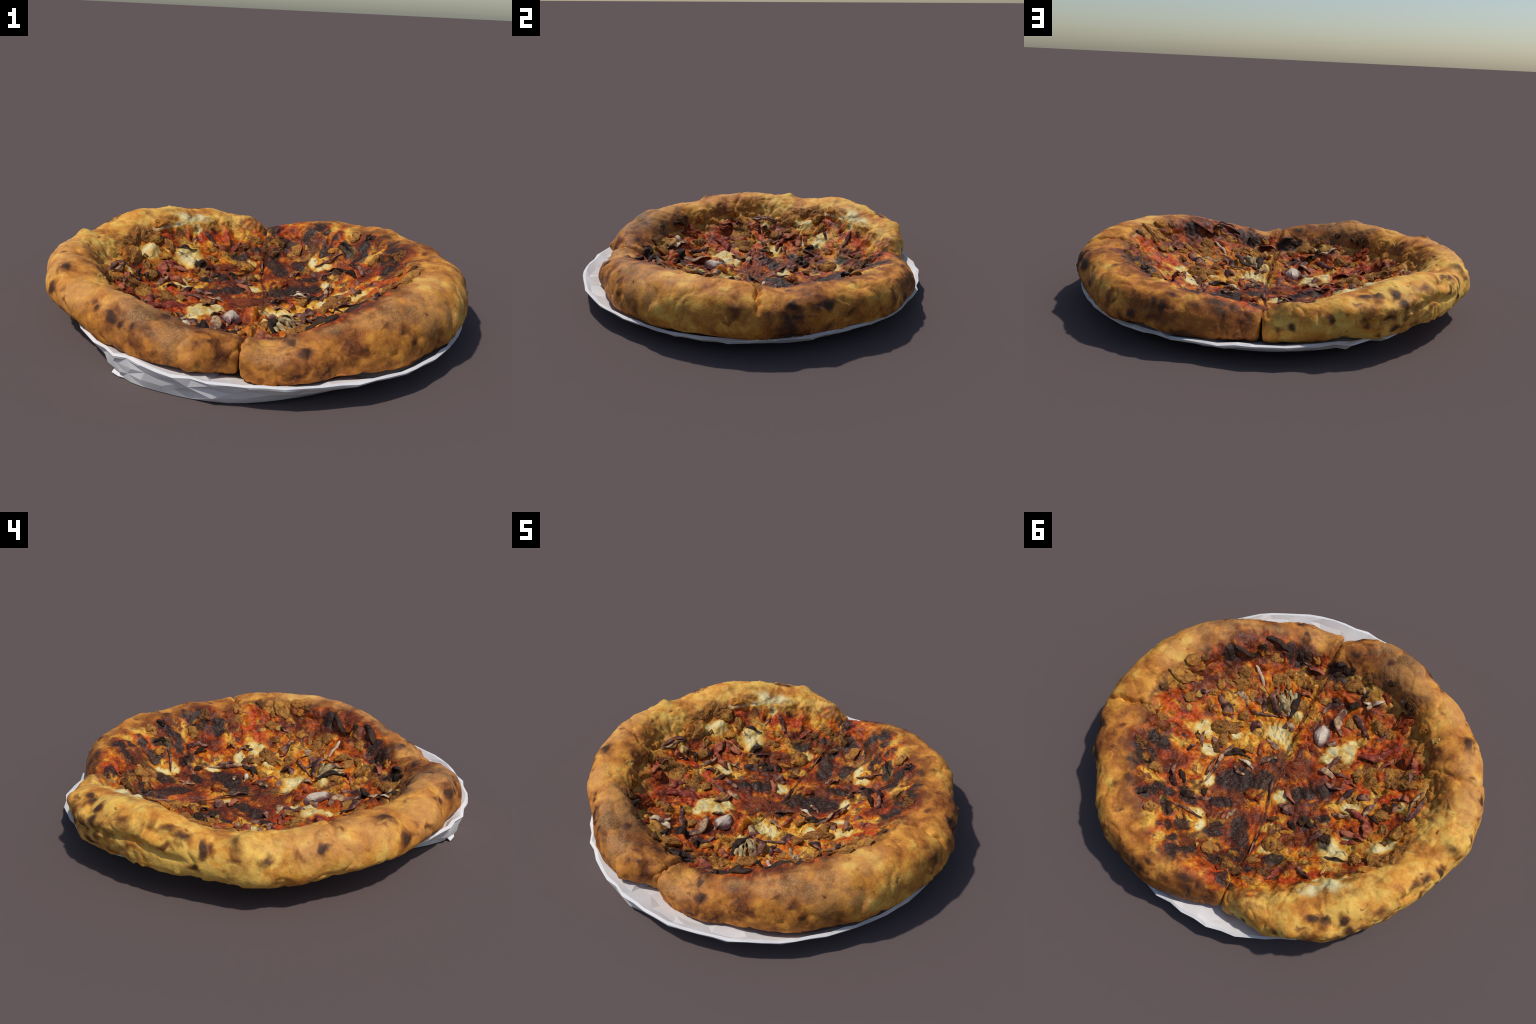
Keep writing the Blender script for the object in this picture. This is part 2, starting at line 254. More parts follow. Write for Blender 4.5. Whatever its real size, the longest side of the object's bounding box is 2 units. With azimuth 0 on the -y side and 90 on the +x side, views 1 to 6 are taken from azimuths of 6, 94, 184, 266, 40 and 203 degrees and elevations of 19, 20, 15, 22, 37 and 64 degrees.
STREAK = [(200, -675, 185, 34), (212, -710, 178, 26), (955, 270, 110, 44), (965, 282, 150, 46), (952, 288, 195, 36), (925, 290, 235, 24), (950, 262, 80, 36)]
# dark streak along the crease under the fold of the pale rim
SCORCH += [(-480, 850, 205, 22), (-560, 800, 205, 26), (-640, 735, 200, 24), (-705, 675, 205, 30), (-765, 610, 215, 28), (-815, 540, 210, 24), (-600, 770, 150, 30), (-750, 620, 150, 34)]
# melted cheese that crept up the rim: x, y, z, radius
MELT = [(-387, 624, 250, 50), (-465, 545, 225, 55), (-560, 430, 205, 62), (-620, 290, 185, 62)]
# dusty flour on the rim: x, y, z, radius
FLOUR = [
    (714, -348, 301, 85), (606, -458, 287, 49), (463, -232, 138, 58), (853, -418, 218, 46), (497, -640, 244, 39), (684, -327, 295, 51), (-257, -841, 199, 33), (-643, -568, 265, 65), (-549, -675, 242, 39),
    (-455, -592, 275, 99), (-381, -718, 272, 76), (727, -481, 275, 128), (540, -512, 281, 76), (449, -551, 254, 76), (787, -270, 304, 75), (695, -382, 300, 57), (-455, -677, 283, 124), (-445, -591, 263, 99),
    (-694, -551, 254, 123), (-858, -276, 292, 88), (375, -613, 227, 93), (-951, -221, 224, 62), (-882, -340, 259, 85), (-932, -99, 280, 82), (463, -550, 259, 94), (687, -437, 293, 59), (756, -255, 303, 57),
    (877, -389, 211, 42), (473, -610, 264, 71), (707, -355, 302, 56), (557, -590, 266, 75), (152, -752, 173, 106), (748, -420, 291, 100), (779, -245, 305, 82), (856, -400, 232, 60), (579, -563, 279, 100),
    (-366, -689, 269, 172), (-227, -821, 218, 111), (-936, -59, 280, 126), (-923, -172, 282, 87), (-939, 35, 274, 68),
]
# lumps (+) and hollows (-) of the dough: x, y, z, radius, height
BUMPS = [
    (-374, 865, 234, 50, 20), (-822, -392, 274, 50, 18), (-914, 170, 282, 40, 14), (502, 711, 262, 30, 16),
    (717, 590, 267, 40, -18), (796, 189, 274, 26, -12), (-158, -870, 132, 35, 22), (-60, -790, 180, 35, -14),
    (-541, 801, 243, 45, 14), (-722, 628, 280, 50, 6), (890, 114, 280, 25, -14),
    (203, -685, 182, 30, 18), (420, -790, 100, 50, -14), (300, -800, 120, 40, 14), (950, 269, 200, 40, -22),
    (930, 200, 215, 50, 14), (900, 370, 215, 60, 14), (-600, -260, 150, 80, 12), (-30, -170, 45, 60, 44), (80, -300, 60, 170, 16), (-300, -480, 90, 120, 26), (-650, 0, 170, 90, 16), (190, -330, 70, 50, 22), (-340, 330, 100, 60, 14), (-560, 470, 190, 70, 16),
    (-690, -210, 215, 55, 30), (-430, -700, 260, 60, 12), (-300, -720, 240, 50, -12),
]

# ================================================================ building in Blender
import bpy
import bmesh
from mathutils import Vector, Matrix

random.seed(11)
RNG = np.random.RandomState(23)


# ---------------------------------------------------------------- node helpers
class Nodes:
    """A few shorthands to write a material as expressions."""

    def __init__(self, name):
        self.mat = bpy.data.materials.new(name)
        self.mat.use_nodes = True
        self.t = self.mat.node_tree
        self.bsdf = self.t.nodes["Principled BSDF"]

    def new(self, kind, **props):
        n = self.t.nodes.new(kind)
        for k, v in props.items():
            setattr(n, k, v)
        return n

    def put(self, value, socket):
        if isinstance(value, bpy.types.NodeSocket):
            self.t.links.new(value, socket)
        elif isinstance(value, (tuple, list)) and len(value) == 3 and len(socket.default_value) == 4:
            socket.default_value = (*value, 1)
        else:
            socket.default_value = value

    def math(self, op, a, b=0.0, c=0.0, clamp=False):
        n = self.new("ShaderNodeMath", operation=op, use_clamp=clamp)
        for v, s in zip((a, b, c), n.inputs):
            self.put(v, s)
        return n.outputs[0]

    def vmath(self, op, a, b=(0, 0, 0), scale=None):
        n = self.new("ShaderNodeVectorMath", operation=op)
        self.put(a, n.inputs[0])
        self.put(b, n.inputs[1])
        if scale is not None:
            self.put(scale, n.inputs["Scale"])
        return n.outputs["Value"] if op in ("LENGTH", "DISTANCE", "DOT_PRODUCT") else n.outputs[0]

    def mix(self, fac, a, b, mode="MIX"):
        n = self.new("ShaderNodeMix", data_type="RGBA", blend_type=mode)
        self.put(fac, n.inputs[0])
        self.put(a, n.inputs[6])
        self.put(b, n.inputs[7])
        return n.outputs[2]

    def noise(self, vec, scale, detail=3.0, rough=0.55, distort=0.0, colour=False):
        n = self.new("ShaderNodeTexNoise")
        self.put(vec, n.inputs["Vector"])
        for k, v in (("Scale", scale), ("Detail", detail), ("Roughness", rough), ("Distortion", distort)):
            n.inputs[k].default_value = v
        return n.outputs["Color" if colour else "Fac"]

    def voronoi(self, vec, scale, feature="F1"):
        n = self.new("ShaderNodeTexVoronoi", feature=feature)
        self.put(vec, n.inputs["Vector"])
        n.inputs["Scale"].default_value = scale
        return n.outputs["Distance"]

    def ramp(self, fac, stops, mode="LINEAR"):
        n = self.new("ShaderNodeValToRGB")
        self.put(fac, n.inputs[0])
        cr = n.color_ramp
        cr.interpolation = mode
        for i, (p, c) in enumerate(stops):
            e = cr.elements[i] if i < 2 else cr.elements.new(p)
            e.position = p
            e.color = (*c, 1) if isinstance(c, (tuple, list)) else (c, c, c, 1)
        return n.outputs[0]

    def step(self, x, lo, hi):
        n = self.new("ShaderNodeMapRange", interpolation_type="SMOOTHSTEP")
        self.put(x, n.inputs[0])
        n.inputs[1].default_value, n.inputs[2].default_value = lo, hi
        return n.outputs[0]

    def coords(self, kind="Object"):
        return self.new("ShaderNodeTexCoord").outputs[kind]

    def shifted(self, vec, offset):
        return self.vmath("ADD", vec, offset)

    def warp(self, vec, scale, amount, detail=2.0):
        c = self.noise(vec, scale, detail, colour=True)
        return self.vmath("ADD", vec, self.vmath("SCALE", self.vmath("SUBTRACT", c, (0.5, 0.5, 0.5)), scale=amount))

    def nearest(self, vec, spots):
        """Smallest scaled distance to a list of ellipses (x, y, a, b, turn) or balls (x, y, z, radius) in mm."""
        best, first = None, vec
        for s in spots:
            m = self.new("ShaderNodeMapping", vector_type="TEXTURE")
            self.put(vec, m.inputs[0])
            if len(s) == 5:
                m.inputs["Location"].default_value = (s[0] / 1e3, s[1] / 1e3, 0)
                m.inputs["Rotation"].default_value = (0, 0, math.radians(s[4]))
                m.inputs["Scale"].default_value = (s[2] / 1e3, s[3] / 1e3, 40.0)
            else:
                m.inputs["Location"].default_value = (s[0] / 1e3, s[1] / 1e3, s[2] / 1e3)
                m.inputs["Rotation"].default_value = (0, 0, math.atan2(s[1], s[0]))
                k = 0.8 + 0.9 * ((s[0] * 7 + s[1] * 13 + s[2]) % 11) / 11
                m.inputs["Scale"].default_value = (s[3] / 1e3, s[3] * k / 1e3, s[3] * (1.9 - 0.8 * k) / 1e3)
            d = self.vmath("LENGTH", m.outputs[0])
            best = d if best is None else self.math("MINIMUM", best, d)
            # the next spot waits for this one, which keeps the shader's memory small
            w = self.new("ShaderNodeVectorMath", operation="MULTIPLY_ADD")
            self.put(best, w.inputs[0])
            w.inputs[1].default_value = (1e-7,) * 3
            self.put(first, w.inputs[2])
            vec = w.outputs[0]
        return best

    def finish(self, colour, rough=0.6, height=None, bump=0.3, dist=0.01, spec=0.4):
        b = self.bsdf
        self.put(colour, b.inputs["Base Color"])
        self.put(rough, b.inputs["Roughness"])
        self.put(spec, b.inputs["Specular IOR Level"])
        if height is not None:
            n = self.new("ShaderNodeBump")
            n.inputs["Strength"].default_value = bump
            n.inputs["Distance"].default_value = dist
            self.put(height, n.inputs["Height"])
            self.put(n.outputs[0], b.inputs["Normal"])
        return self.mat


GOLD, TAN, BROWN, DEEP = (0.70, 0.42, 0.11), (0.50, 0.24, 0.05), (0.31, 0.115, 0.026), (0.15, 0.042, 0.010)
PALE, CHAR, SOOT = (0.74, 0.53, 0.20), (0.035, 0.020, 0.016), (0.016, 0.015, 0.016)
RED, ORANGE, MAROON, CREAM = (0.40, 0.030, 0.007), (0.56, 0.155, 0.014), (0.085, 0.013, 0.006), (0.74, 0.64, 0.36)


def along_cut():
    """Slim dark ellipses that follow the knife cut, in mm."""
    out = []
    for y in np.arange(-0.72, 0.74, 0.105):
        x0, x1 = float(cut_x(y - 0.06)), float(cut_x(y + 0.06))
        out.append((1e3 * float(cut_x(y)), 1e3 * y, 72, 11, math.degrees(math.atan2(0.12, x1 - x0))))
    return out


SEAM = along_cut()


def bed_colour(m, p):
    """Sauce, melted cheese, caramel and char of the topping; also its gloss."""
    w = m.warp(m.warp(p, 9.0, 0.07), 34.0, 0.02)
    big, mid, fine = m.noise(w, 5.5, 4.0, 0.6), m.noise(m.shifted(w, (3, 7, 1)), 17.0, 4.0, 0.62), m.noise(p, 70.0, 3.0, 0.6)
    v = m.math("ADD", m.math("MULTIPLY", big, 0.55), m.math("MULTIPLY", mid, 0.45))
    col = m.ramp(v, [(0.34, (0.08, 0.014, 0.004)), (0.415, (0.23, 0.032, 0.004)), (0.475, (0.42, 0.062, 0.004)), (0.53, (0.57, 0.145, 0.007)), (0.58, (0.65, 0.28, 0.022)), (0.65, (0.75, 0.49, 0.09))])
    gold = m.step(m.math("ADD", m.nearest(w, BLOBS["gold"]), m.math("MULTIPLY", mid, 0.8)), 1.5, 0.95)
    col = m.mix(m.math("MULTIPLY", gold, 0.85), col, m.ramp(fine, [(0.3, (0.60, 0.27, 0.03)), (0.6, (0.70, 0.42, 0.07))]))
    red = m.step(m.math("ADD", m.nearest(w, BLOBS["red"]), m.math("MULTIPLY", mid, 0.9)), 1.65, 1.0)
    col = m.mix(m.math("MULTIPLY", red, 0.9), col, m.ramp(fine, [(0.3, (0.32, 0.016, 0.003)), (0.5, (0.48, 0.042, 0.006)), (0.68, (0.62, 0.14, 0.02))]))
    cara = m.step(m.math("ADD", m.nearest(w, BLOBS["caramel"]), m.math("MULTIPLY", big, 1.5)), 2.40, 1.60)
    cara = m.math("MULTIPLY", cara, m.step(m.noise(m.shifted(w, (9, 2, 5)), 13.0, 4.0, 0.65), 0.32, 0.52))
    col = m.mix(m.math("MULTIPLY", cara, 0.9), col, m.ramp(mid, [(0.35, (0.055, 0.010, 0.006)), (0.6, (0.16, 0.026, 0.008))]))
    # small browned patches everywhere
    patch = m.step(m.noise(m.shifted(w, (1, 9, 4)), 11.0, 4.0, 0.66), 0.515, 0.61)
    col = m.mix(m.math("MULTIPLY", patch, 0.82), col, (0.085, 0.018, 0.008))
    grit = m.ramp(m.noise(m.shifted(w, (6, 1, 7)), 42.0, 4.0, 0.65), [(0.34, 0.35), (0.50, 0.95), (0.66, 1.25)])
    col = m.mix(0.6, col, grit, "MULTIPLY")
    soft = m.warp(p, 9.0, 0.04)
    col = m.mix(0.55, col, m.ramp(m.noise(m.shifted(p, (3, 6, 2)), 105.0, 4.0, 0.7), [(0.36, 0.62), (0.50, 1.0), (0.64, 1.30)]), "MULTIPLY")
    cheese = m.step(m.math("ADD", m.nearest(soft, BLOBS["cheese"]), m.math("MULTIPLY", m.noise(soft, 11.0, 3.0), 0.8)), 1.95, 0.75)
    core = m.math("ADD", cheese, m.math("MULTIPLY", m.math("SUBTRACT", m.noise(w, 24.0, 4.0, 0.65), 0.51), 2.0))
    col = m.mix(m.step(cheese, 0.05, 0.75), col, m.ramp(core, [(0.25, (0.52, 0.20, 0.022)), (0.60, (0.64, 0.38, 0.075)), (0.92, (0.69, 0.53, 0.21)), (1.0, (0.71, 0.59, 0.30))]))
    burnt = m.step(m.math("ADD", m.nearest(w, BLOBS["char"]), m.math("MULTIPLY", mid, 1.0)), 2.05, 1.50)
    col = m.mix(m.math("MULTIPLY", burnt, 0.93), col, m.ramp(fine, [(0.40, (0.010, 0.009, 0.009)), (0.66, (0.040, 0.020, 0.015))]))
    seam = m.step(m.math("ADD", m.nearest(m.warp(p, 30.0, 0.012), SEAM), m.math("MULTIPLY", mid, 0.5)), 1.5, 0.75)
    col = m.mix(m.math("MULTIPLY", seam, 0.85), col, (0.060, 0.012, 0.006))
    # scattered soot flecks
    fleck = m.step(m.noise(m.shifted(w, (5, 5, 8)), 26.0, 3.0, 0.6), 0.61, 0.67)
    col = m.mix(m.math("MULTIPLY", fleck, 0.85), col, (0.035, 0.017, 0.013))
    col = m.mix(m.step(m.noise(p, 160.0, 2.0), 0.60, 0.72), col, m.mix(0.30, col, (0.75, 0.45, 0.2)))
    return col, mid, fine


BLACK = [q for q in SCORCH if q[3] >= 23 and (q[0] * 3 + q[1] * 5 + q[3]) % 5 < 3] + STREAK


def rim_colour(m, p):
    """Baked dough: colour by azimuth patches, flour dust, scorched blisters."""
    w = m.warp(m.warp(p, 6.0, 0.09), 30.0, 0.022)
    sep = m.new("ShaderNodeSeparateXYZ")
    m.put(m.warp(p, 4.0, 0.25), sep.inputs[0])
    az = m.math("ADD", m.math("DIVIDE", m.math("ARCTAN2", sep.outputs[1], sep.outputs[0]), 2 * math.pi), 0.5)
    # 0 = -x, 0.25 = -y, 0.5 = +x, 0.75 = +y
    tone = m.ramp(az, [(0.0, 0.80), (0.05, 0.66), (0.11, 0.45), (0.17, 0.27), (0.25, 0.25), (0.33, 0.29), (0.41, 0.43), (0.46, 0.72), (0.52, 0.42), (0.60, 0.46), (0.68, 0.40), (0.74, 0.16), (0.765, 0.72), (0.80, 0.88), (0.88, 0.92), (0.95, 0.90)])
    n1, n2, n3 = m.noise(w, 5.0, 4.0, 0.6), m.noise(m.shifted(w, (4, 1, 9)), 16.0, 4.0, 0.6), m.noise(p, 85.0, 3.0, 0.65)
    v = m.math("ADD", tone, m.math("MULTIPLY", m.math("SUBTRACT", n1, 0.5), 1.9))
    v = m.math("ADD", v, m.math("MULTIPLY", m.math("SUBTRACT", n2, 0.5), 1.2))
    v = m.math("ADD", v, m.math("MULTIPLY", m.math("SUBTRACT", n3, 0.5), 0.35))
    col = m.ramp(v, [(0.0, (0.085, 0.023, 0.007)), (0.12, (0.19, 0.056, 0.011)), (0.30, (0.35, 0.120, 0.021)), (0.50, (0.53, 0.198, 0.030)), (0.72, (0.69, 0.305, 0.046)), (0.95, (0.79, 0.465, 0.095))])
    blush = m.step(m.noise(m.shifted(w, (7, 2, 6)), 7.5, 5.0, 0.65), 0.50, 0.64)
    col = m.mix(m.math("MULTIPLY", blush, 0.55), col, (0.33, 0.095, 0.017))
    # pits and specks of the floured skin
    dust = m.step(m.math("ADD", m.nearest(w, FLOUR), m.math("MULTIPLY", n2, 0.9)), 1.6, 0.75)
    col = m.mix(m.math("MULTIPLY", dust, 0.22), col, (0.58, 0.31, 0.11))
    grain = m.step(m.noise(p, 150.0, 4.0, 0.75), 0.40, 0.72)
    col = m.mix(m.math("MULTIPLY", m.math("MULTIPLY", dust, grain), 0.62), col, (0.60, 0.34, 0.13))
    speck = m.step(m.noise(m.shifted(p, (2, 2, 2)), 95.0, 3.0, 0.7), 0.57, 0.70)
    col = m.mix(m.math("MULTIPLY", speck, 0.25), col, (0.68, 0.42, 0.18))
    dots = m.step(m.math("ADD", m.voronoi(m.warp(p, 40.0, 0.02), 21.0), m.math("MULTIPLY", n2, 0.45)), 0.42, 0.30)
    col = m.mix(m.math("MULTIPLY", dots, 0.4), col, (0.23, 0.062, 0.014))
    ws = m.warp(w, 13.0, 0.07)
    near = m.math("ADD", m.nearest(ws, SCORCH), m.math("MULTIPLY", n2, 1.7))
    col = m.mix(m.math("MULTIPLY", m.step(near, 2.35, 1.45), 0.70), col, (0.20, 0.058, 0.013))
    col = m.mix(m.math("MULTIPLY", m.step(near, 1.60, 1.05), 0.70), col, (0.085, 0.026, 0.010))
    black = m.math("ADD", m.nearest(w, BLACK), m.math("MULTIPLY", n2, 1.2))
    col = m.mix(m.math("MULTIPLY", m.step(black, 1.70, 0.9), 0.88), col, m.ramp(n3, [(0.35, (0.022, 0.014, 0.011)), (0.65, (0.075, 0.030, 0.014))]))
    return col, n2, n3


def edge_of_sauce(m, p, reach):
    """1 on the topping, 0 on the bare rim; ragged, following the inner side of the rim."""
    w = m.warp(m.warp(p, 6.0, 0.17), 24.0, 0.055)
    sep = m.new("ShaderNodeSeparateXYZ")
    m.put(w, sep.inputs[0])
    r = m.math("SQRT", m.math("ADD", m.math("MULTIPLY", sep.outputs[0], sep.outputs[0]), m.math("MULTIPLY", sep.outputs[1], sep.outputs[1])))
    az = m.math("ADD", m.math("DIVIDE", m.math("ARCTAN2", sep.outputs[1], sep.outputs[0]), 2 * math.pi), 0.5)
    # how far out the sauce climbs, as (radius - 0.6) / 0.3
    limit = m.ramp(az, reach)
    return m.math("SUBTRACT", r, m.math("ADD", 0.6, m.math("MULTIPLY", limit, 0.3)))


REACH = [(0.0, 0.52), (0.05, 0.40), (0.10, 0.25), (0.16, 0.10), (0.22, 0.12), (0.25, 0.22), (0.29, 0.38), (0.34, 0.42), (0.40, 0.42), (0.46, 0.40), (0.52, 0.62), (0.58, 0.66), (0.64, 0.78), (0.70, 0.76), (0.76, 0.60), (0.82, 0.52), (0.90, 0.52), (0.96, 0.56)]


def pizza_material(name, rim):
    m = Nodes(name)
    p = m.coords()
    col, mid, fine = bed_colour(m, p)
    e = edge_of_sauce(m, p, REACH)
    rough = m.ramp(mid, [(0.3, 0.36), (0.7, 0.66)])
    if rim:
        rcol, n2, n3 = rim_colour(m, p)
        out = m.step(e, -0.035, 0.03)
        toast = m.math("MULTIPLY", m.math("MULTIPLY", m.step(e, -0.05, 0.0), m.step(e, 0.075, 0.015)), m.step(m.noise(m.shifted(p, (8, 3, 2)), 12.0, 4.0, 0.65), 0.42, 0.6))
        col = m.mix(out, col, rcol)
        col = m.mix(m.math("MULTIPLY", toast, 0.75), col, (0.15, 0.042, 0.009))
        soft = m.warp(p, 9.0, 0.08, 3.0)
        melt = m.step(m.math("ADD", m.nearest(soft, MELT), m.math("MULTIPLY", n2, 1.0)), 1.75, 1.05)
        col = m.mix(m.math("MULTIPLY", melt, 0.9), col, m.ramp(m.noise(soft, 22.0, 4.0, 0.6), [(0.33, (0.58, 0.30, 0.04)), (0.44, (0.71, 0.55, 0.22)), (0.54, (0.73, 0.64, 0.36))]))
        rough = m.mix(out, rough, (0.62, 0.62, 0.62))
        mid = m.mix(out, mid, n2)
        fine = m.mix(out, fine, n3)
    else:
        near = m.step(e, -0.07, 0.03)
        col = m.mix(m.math("MULTIPLY", near, 0.8), col, m.ramp(mid, [(0.3, (0.33, 0.12, 0.02)), (0.5, (0.56, 0.28, 0.045)), (0.66, (0.68, 0.42, 0.10))]))
    h = m.math("ADD", m.math("MULTIPLY", mid, 0.7), m.math("MULTIPLY", fine, 0.5))
    return m.finish(col, rough, h, 0.32 if rim else 0.6, 0.012, 0.2)


def lump_material(name, dark, light, spot, scale=1.0, rough=0.62, soot=0.0):
    m = Nodes(name)
    rnd = m.new("ShaderNodeObjectInfo").outputs["Random"]
    p = m.vmath("ADD", m.coords(), m.vmath("SCALE", (7.1, 3.3, 5.7), scale=m.math("MULTIPLY", rnd, 9.0)))
    a, b = m.noise(m.warp(p, 2.0, 0.5), 1.8 * scale, 4.0, 0.65), m.noise(p, 6.0 * scale, 4.0, 0.65)
    v = m.math("ADD", m.math("MULTIPLY", a, 0.6), m.math("MULTIPLY", b, 0.4))
    v = m.math("ADD", v, m.math("MULTIPLY", m.math("SUBTRACT", rnd, 0.5), 0.12))
    col = m.ramp(v, [(0.34, dark), (0.48, tuple((x + y) / 2 for x, y in zip(dark, light))), (0.61, light)])
    col = m.mix(m.math("MULTIPLY", m.step(m.noise(m.shifted(p, (4, 4, 1)), 2.6 * scale, 3.0, 0.6), 0.55 - soot, 0.66 - soot), 0.85), col, spot)
    # a film of sauce and cheese that ran over the piece
    world = m.new("ShaderNodeNewGeometry").outputs["Position"]
    film = m.step(m.noise(m.warp(world, 12.0, 0.05), 15.0, 3.0, 0.6), 0.53, 0.63)
    col = m.mix(m.math("MULTIPLY", film, 0.6), col, m.ramp(m.noise(world, 30.0, 3.0), [(0.38, (0.30, 0.045, 0.007)), (0.5, (0.52, 0.17, 0.014)), (0.62, (0.62, 0.34, 0.06))]))
    return m.finish(col, rough, b, 0.4, 0.05, 0.12)


def onion_material(name, inner, skin, burn, amount):
    """Strip coordinates: Generated x runs across the strip, y along it."""
    m = Nodes(name)
    g = m.coords("Generated")
    p = m.coords()
    rnd = m.new("ShaderNodeObjectInfo").outputs["Random"]
    q = m.vmath("ADD", p, m.vmath("SCALE", (3.0, 5.0, 1.0), scale=m.math("MULTIPLY", rnd, 4.0)))
    n, f = m.noise(q, 22.0, 4.0, 0.6), m.noise(m.warp(q, 30.0, 0.03), 75.0, 3.0, 0.6)
    col = m.mix(m.step(n, 0.40, 0.60), inner, skin)
    col = m.mix(m.math("MULTIPLY", m.step(f, 0.5, 0.65), 0.45), col, tuple(0.5 * c for c in skin))
    b = m.step(m.math("ADD", m.noise(m.shifted(q, (2, 8, 3)), 17.0, 3.0, 0.6), m.math("MULTIPLY", rnd, 0.05)), 0.60 - amount, 0.70 - amount)
    col = m.mix(m.math("MULTIPLY", b, 0.9), col, burn)
    return m.finish(col, 0.62, f, 0.5, 0.006, 0.12)


# ---------------------------------------------------------------- mesh helpers
def mesh_object(name, verts, faces, mats, parent=None, smooth_faces=True, face_mats=None):
    me = bpy.data.meshes.new(name)
    me.from_pydata([tuple(v) for v in verts], [], faces)
    for mt in mats:
        me.materials.append(mt)
    if face_mats is not None:
        me.polygons.foreach_set("material_index", face_mats)
    me.polygons.foreach_set("use_smooth", [smooth_faces] * len(me.polygons))
    me.update()
    ob = bpy.data.objects.new(name, me)
    bpy.context.scene.collection.objects.link(ob)
    ob.parent = parent
    return ob


def empty(name, label, category):
    ob = bpy.data.objects.new(name, None)
    ob["label"], ob["category"] = label, category
    bpy.context.scene.collection.objects.link(ob)
    return ob


# ---------------------------------------------------------------- pizza body
NT = 400                                            # angular steps per half
ROW_RIM = NF + 8                                    # row where the rim object begins


def grid_normals(g):
    du = np.gradient(g, axis=0)
    dv = np.gradient(g, axis=1)
    n = np.cross(du, dv)
    n /= np.linalg.norm(n, axis=2)[..., None] + 1e-12
    return n


def body_half(side):
    """Grid (angles, rows, 3) of one half of the pizza. side +1 is the +x half."""
    start = -math.pi / 2 if side > 0 else math.pi / 2
    u = np.linspace(0, 1, NT + 1)
    # crowd the angles a little towards the cut, where the ends of the rim are round
    u = u - 0.018 * np.sin(4 * math.pi * u)
    th = start + math.pi * u
    R, Z = section(th)
    rim, inn = periodic(RIM, th), periodic(INNER, th)
    # ends of the rim are rounded off at the cut
    for at, push in ((-math.pi / 2, 0.010 if side > 0 else -0.018), (math.pi / 2, -0.006 if side > 0 else 0.020)):
        da = np.angle(np.exp(1j * (th - at)))[:, None]
        R = R + push * np.exp(-(da / 0.13) ** 2) * smooth(0.55, 0.8, R)
    d = R * np.abs(np.cos(th))[:, None]
    e = np.where(np.sin(th) > 0, 0.035 if side > 0 else 0.065, 0.034)[:, None]
    f = np.where(d < e, np.sqrt(np.clip(1 - (1 - np.minimum(d / e, 1)) ** 2, 0, 1)), 1.0)
    keep = 0.80 + 0.20 * f
    w = smooth(0.0, 0.10, R - inn[:, :1])
    w[:, -NB:] *= np.linspace(1, 0, NB)
    keep = 1 - w * (1 - keep)
    rm = (rim[:, 0:1] + rim[:, 4:5]) / 2 - 0.02
    zm = rim[:, 5:6] + 0.35 * (rim[:, 1:2] - rim[:, 5:6])
    R, Z = rm + (R - rm) * keep, zm + (Z - zm) * keep
    g = np.stack([R * np.cos(th)[:, None], R * np.sin(th)[:, None], Z], -1)
    # relief
    n = grid_normals(g)
    if n[NT // 2, NF // 2, 2] < 0:
        n = -n
    flat = g.reshape(-1, 3)
    rows = np.arange(g.shape[1])
    top = np.repeat((rows <= NF + NW + 4)[None, :], NT + 1, 0).ravel()
    r = np.hypot(flat[:, 0], flat[:, 1])
    rag = 0.06 * fbm(flat, 9.0, 2, shift=3.0)
    bed = (1 - smooth(0.02, 0.15, r + rag - np.repeat(inn[:, 0], g.shape[1]))) * top
    dough = (1 - bed)
    az0 = np.arctan2(flat[:, 1], flat[:, 0])
    warp = np.stack([fbm(flat, 8.0, 2, shift=s) for s in (1.7, 5.1, 9.4)], 1) * 0.05
    wp = flat + warp
    calm = 1 - 0.65 * np.exp(-(((flat[:, 0] - 0.02) / 0.26) ** 2 + ((flat[:, 1] - 0.25) / 0.32) ** 2) ** 2)
    crag = 0.034 * crags(wp, 0.085, 3) + 0.022 * crags(wp, 0.042, 8) - 0.024
    wall = 1 - 0.7 * smooth(0.0, 0.10, r - np.repeat(inn[:, 0], g.shape[1]))
    lump = bed * (wall * calm * crag + 0.014 * fbm(wp, 8.0, 3) + 0.007 * fbm(wp, 38.0, 2, 0.6))
    lump += dough * (0.013 * fbm(flat, 4.2, 2, shift=6.0) + 0.0056 * fbm(wp, 11.0, 3, 0.55, shift=2.0) + 0.0010 * fbm(flat, 34.0, 2) - 0.008 * np.maximum(0, ridged(wp, 5.5, 7.0)) ** 6 + 0.0015 * crags(np.stack([np.arctan2(flat[:, 1], flat[:, 0]) * 0.85, flat[:, 2] - r, r], 1) + warp * 0.5, 0.085, 5))
    lump += dough * 0.019 * np.maximum(0, fbm(wp, 21.0, 2, 0.4, shift=8.0) - 0.24) * (np.sin(az0 * 3.0) * 0.5 + 0.7)
    # a fold of dough hangs over the outside of the pale rim
    az = np.degrees(np.arctan2(flat[:, 1], flat[:, 0]))
    fold = smooth(110, 122, az) * (1 - smooth(150, 162, az)) * (r > np.repeat(rim[:, 0], g.shape[1]))
    level = 0.205 + 0.016 * np.sin(az * 0.19) + 0.3 * warp[:, 2]
    lump += fold * (0.012 * np.exp(-((flat[:, 2] - level - 0.036) / 0.020) ** 2) - 0.010 * np.exp(-((flat[:, 2] - level) / 0.013) ** 2))
    for x, y, z, rad, h in BUMPS:
        q = ((flat - np.array([x, y, z]) / 1e3) ** 2).sum(1) / (rad / 1e3) ** 2
        lump += h / 1e3 * np.exp(-q * 1.6)
    blister = np.zeros(len(flat))
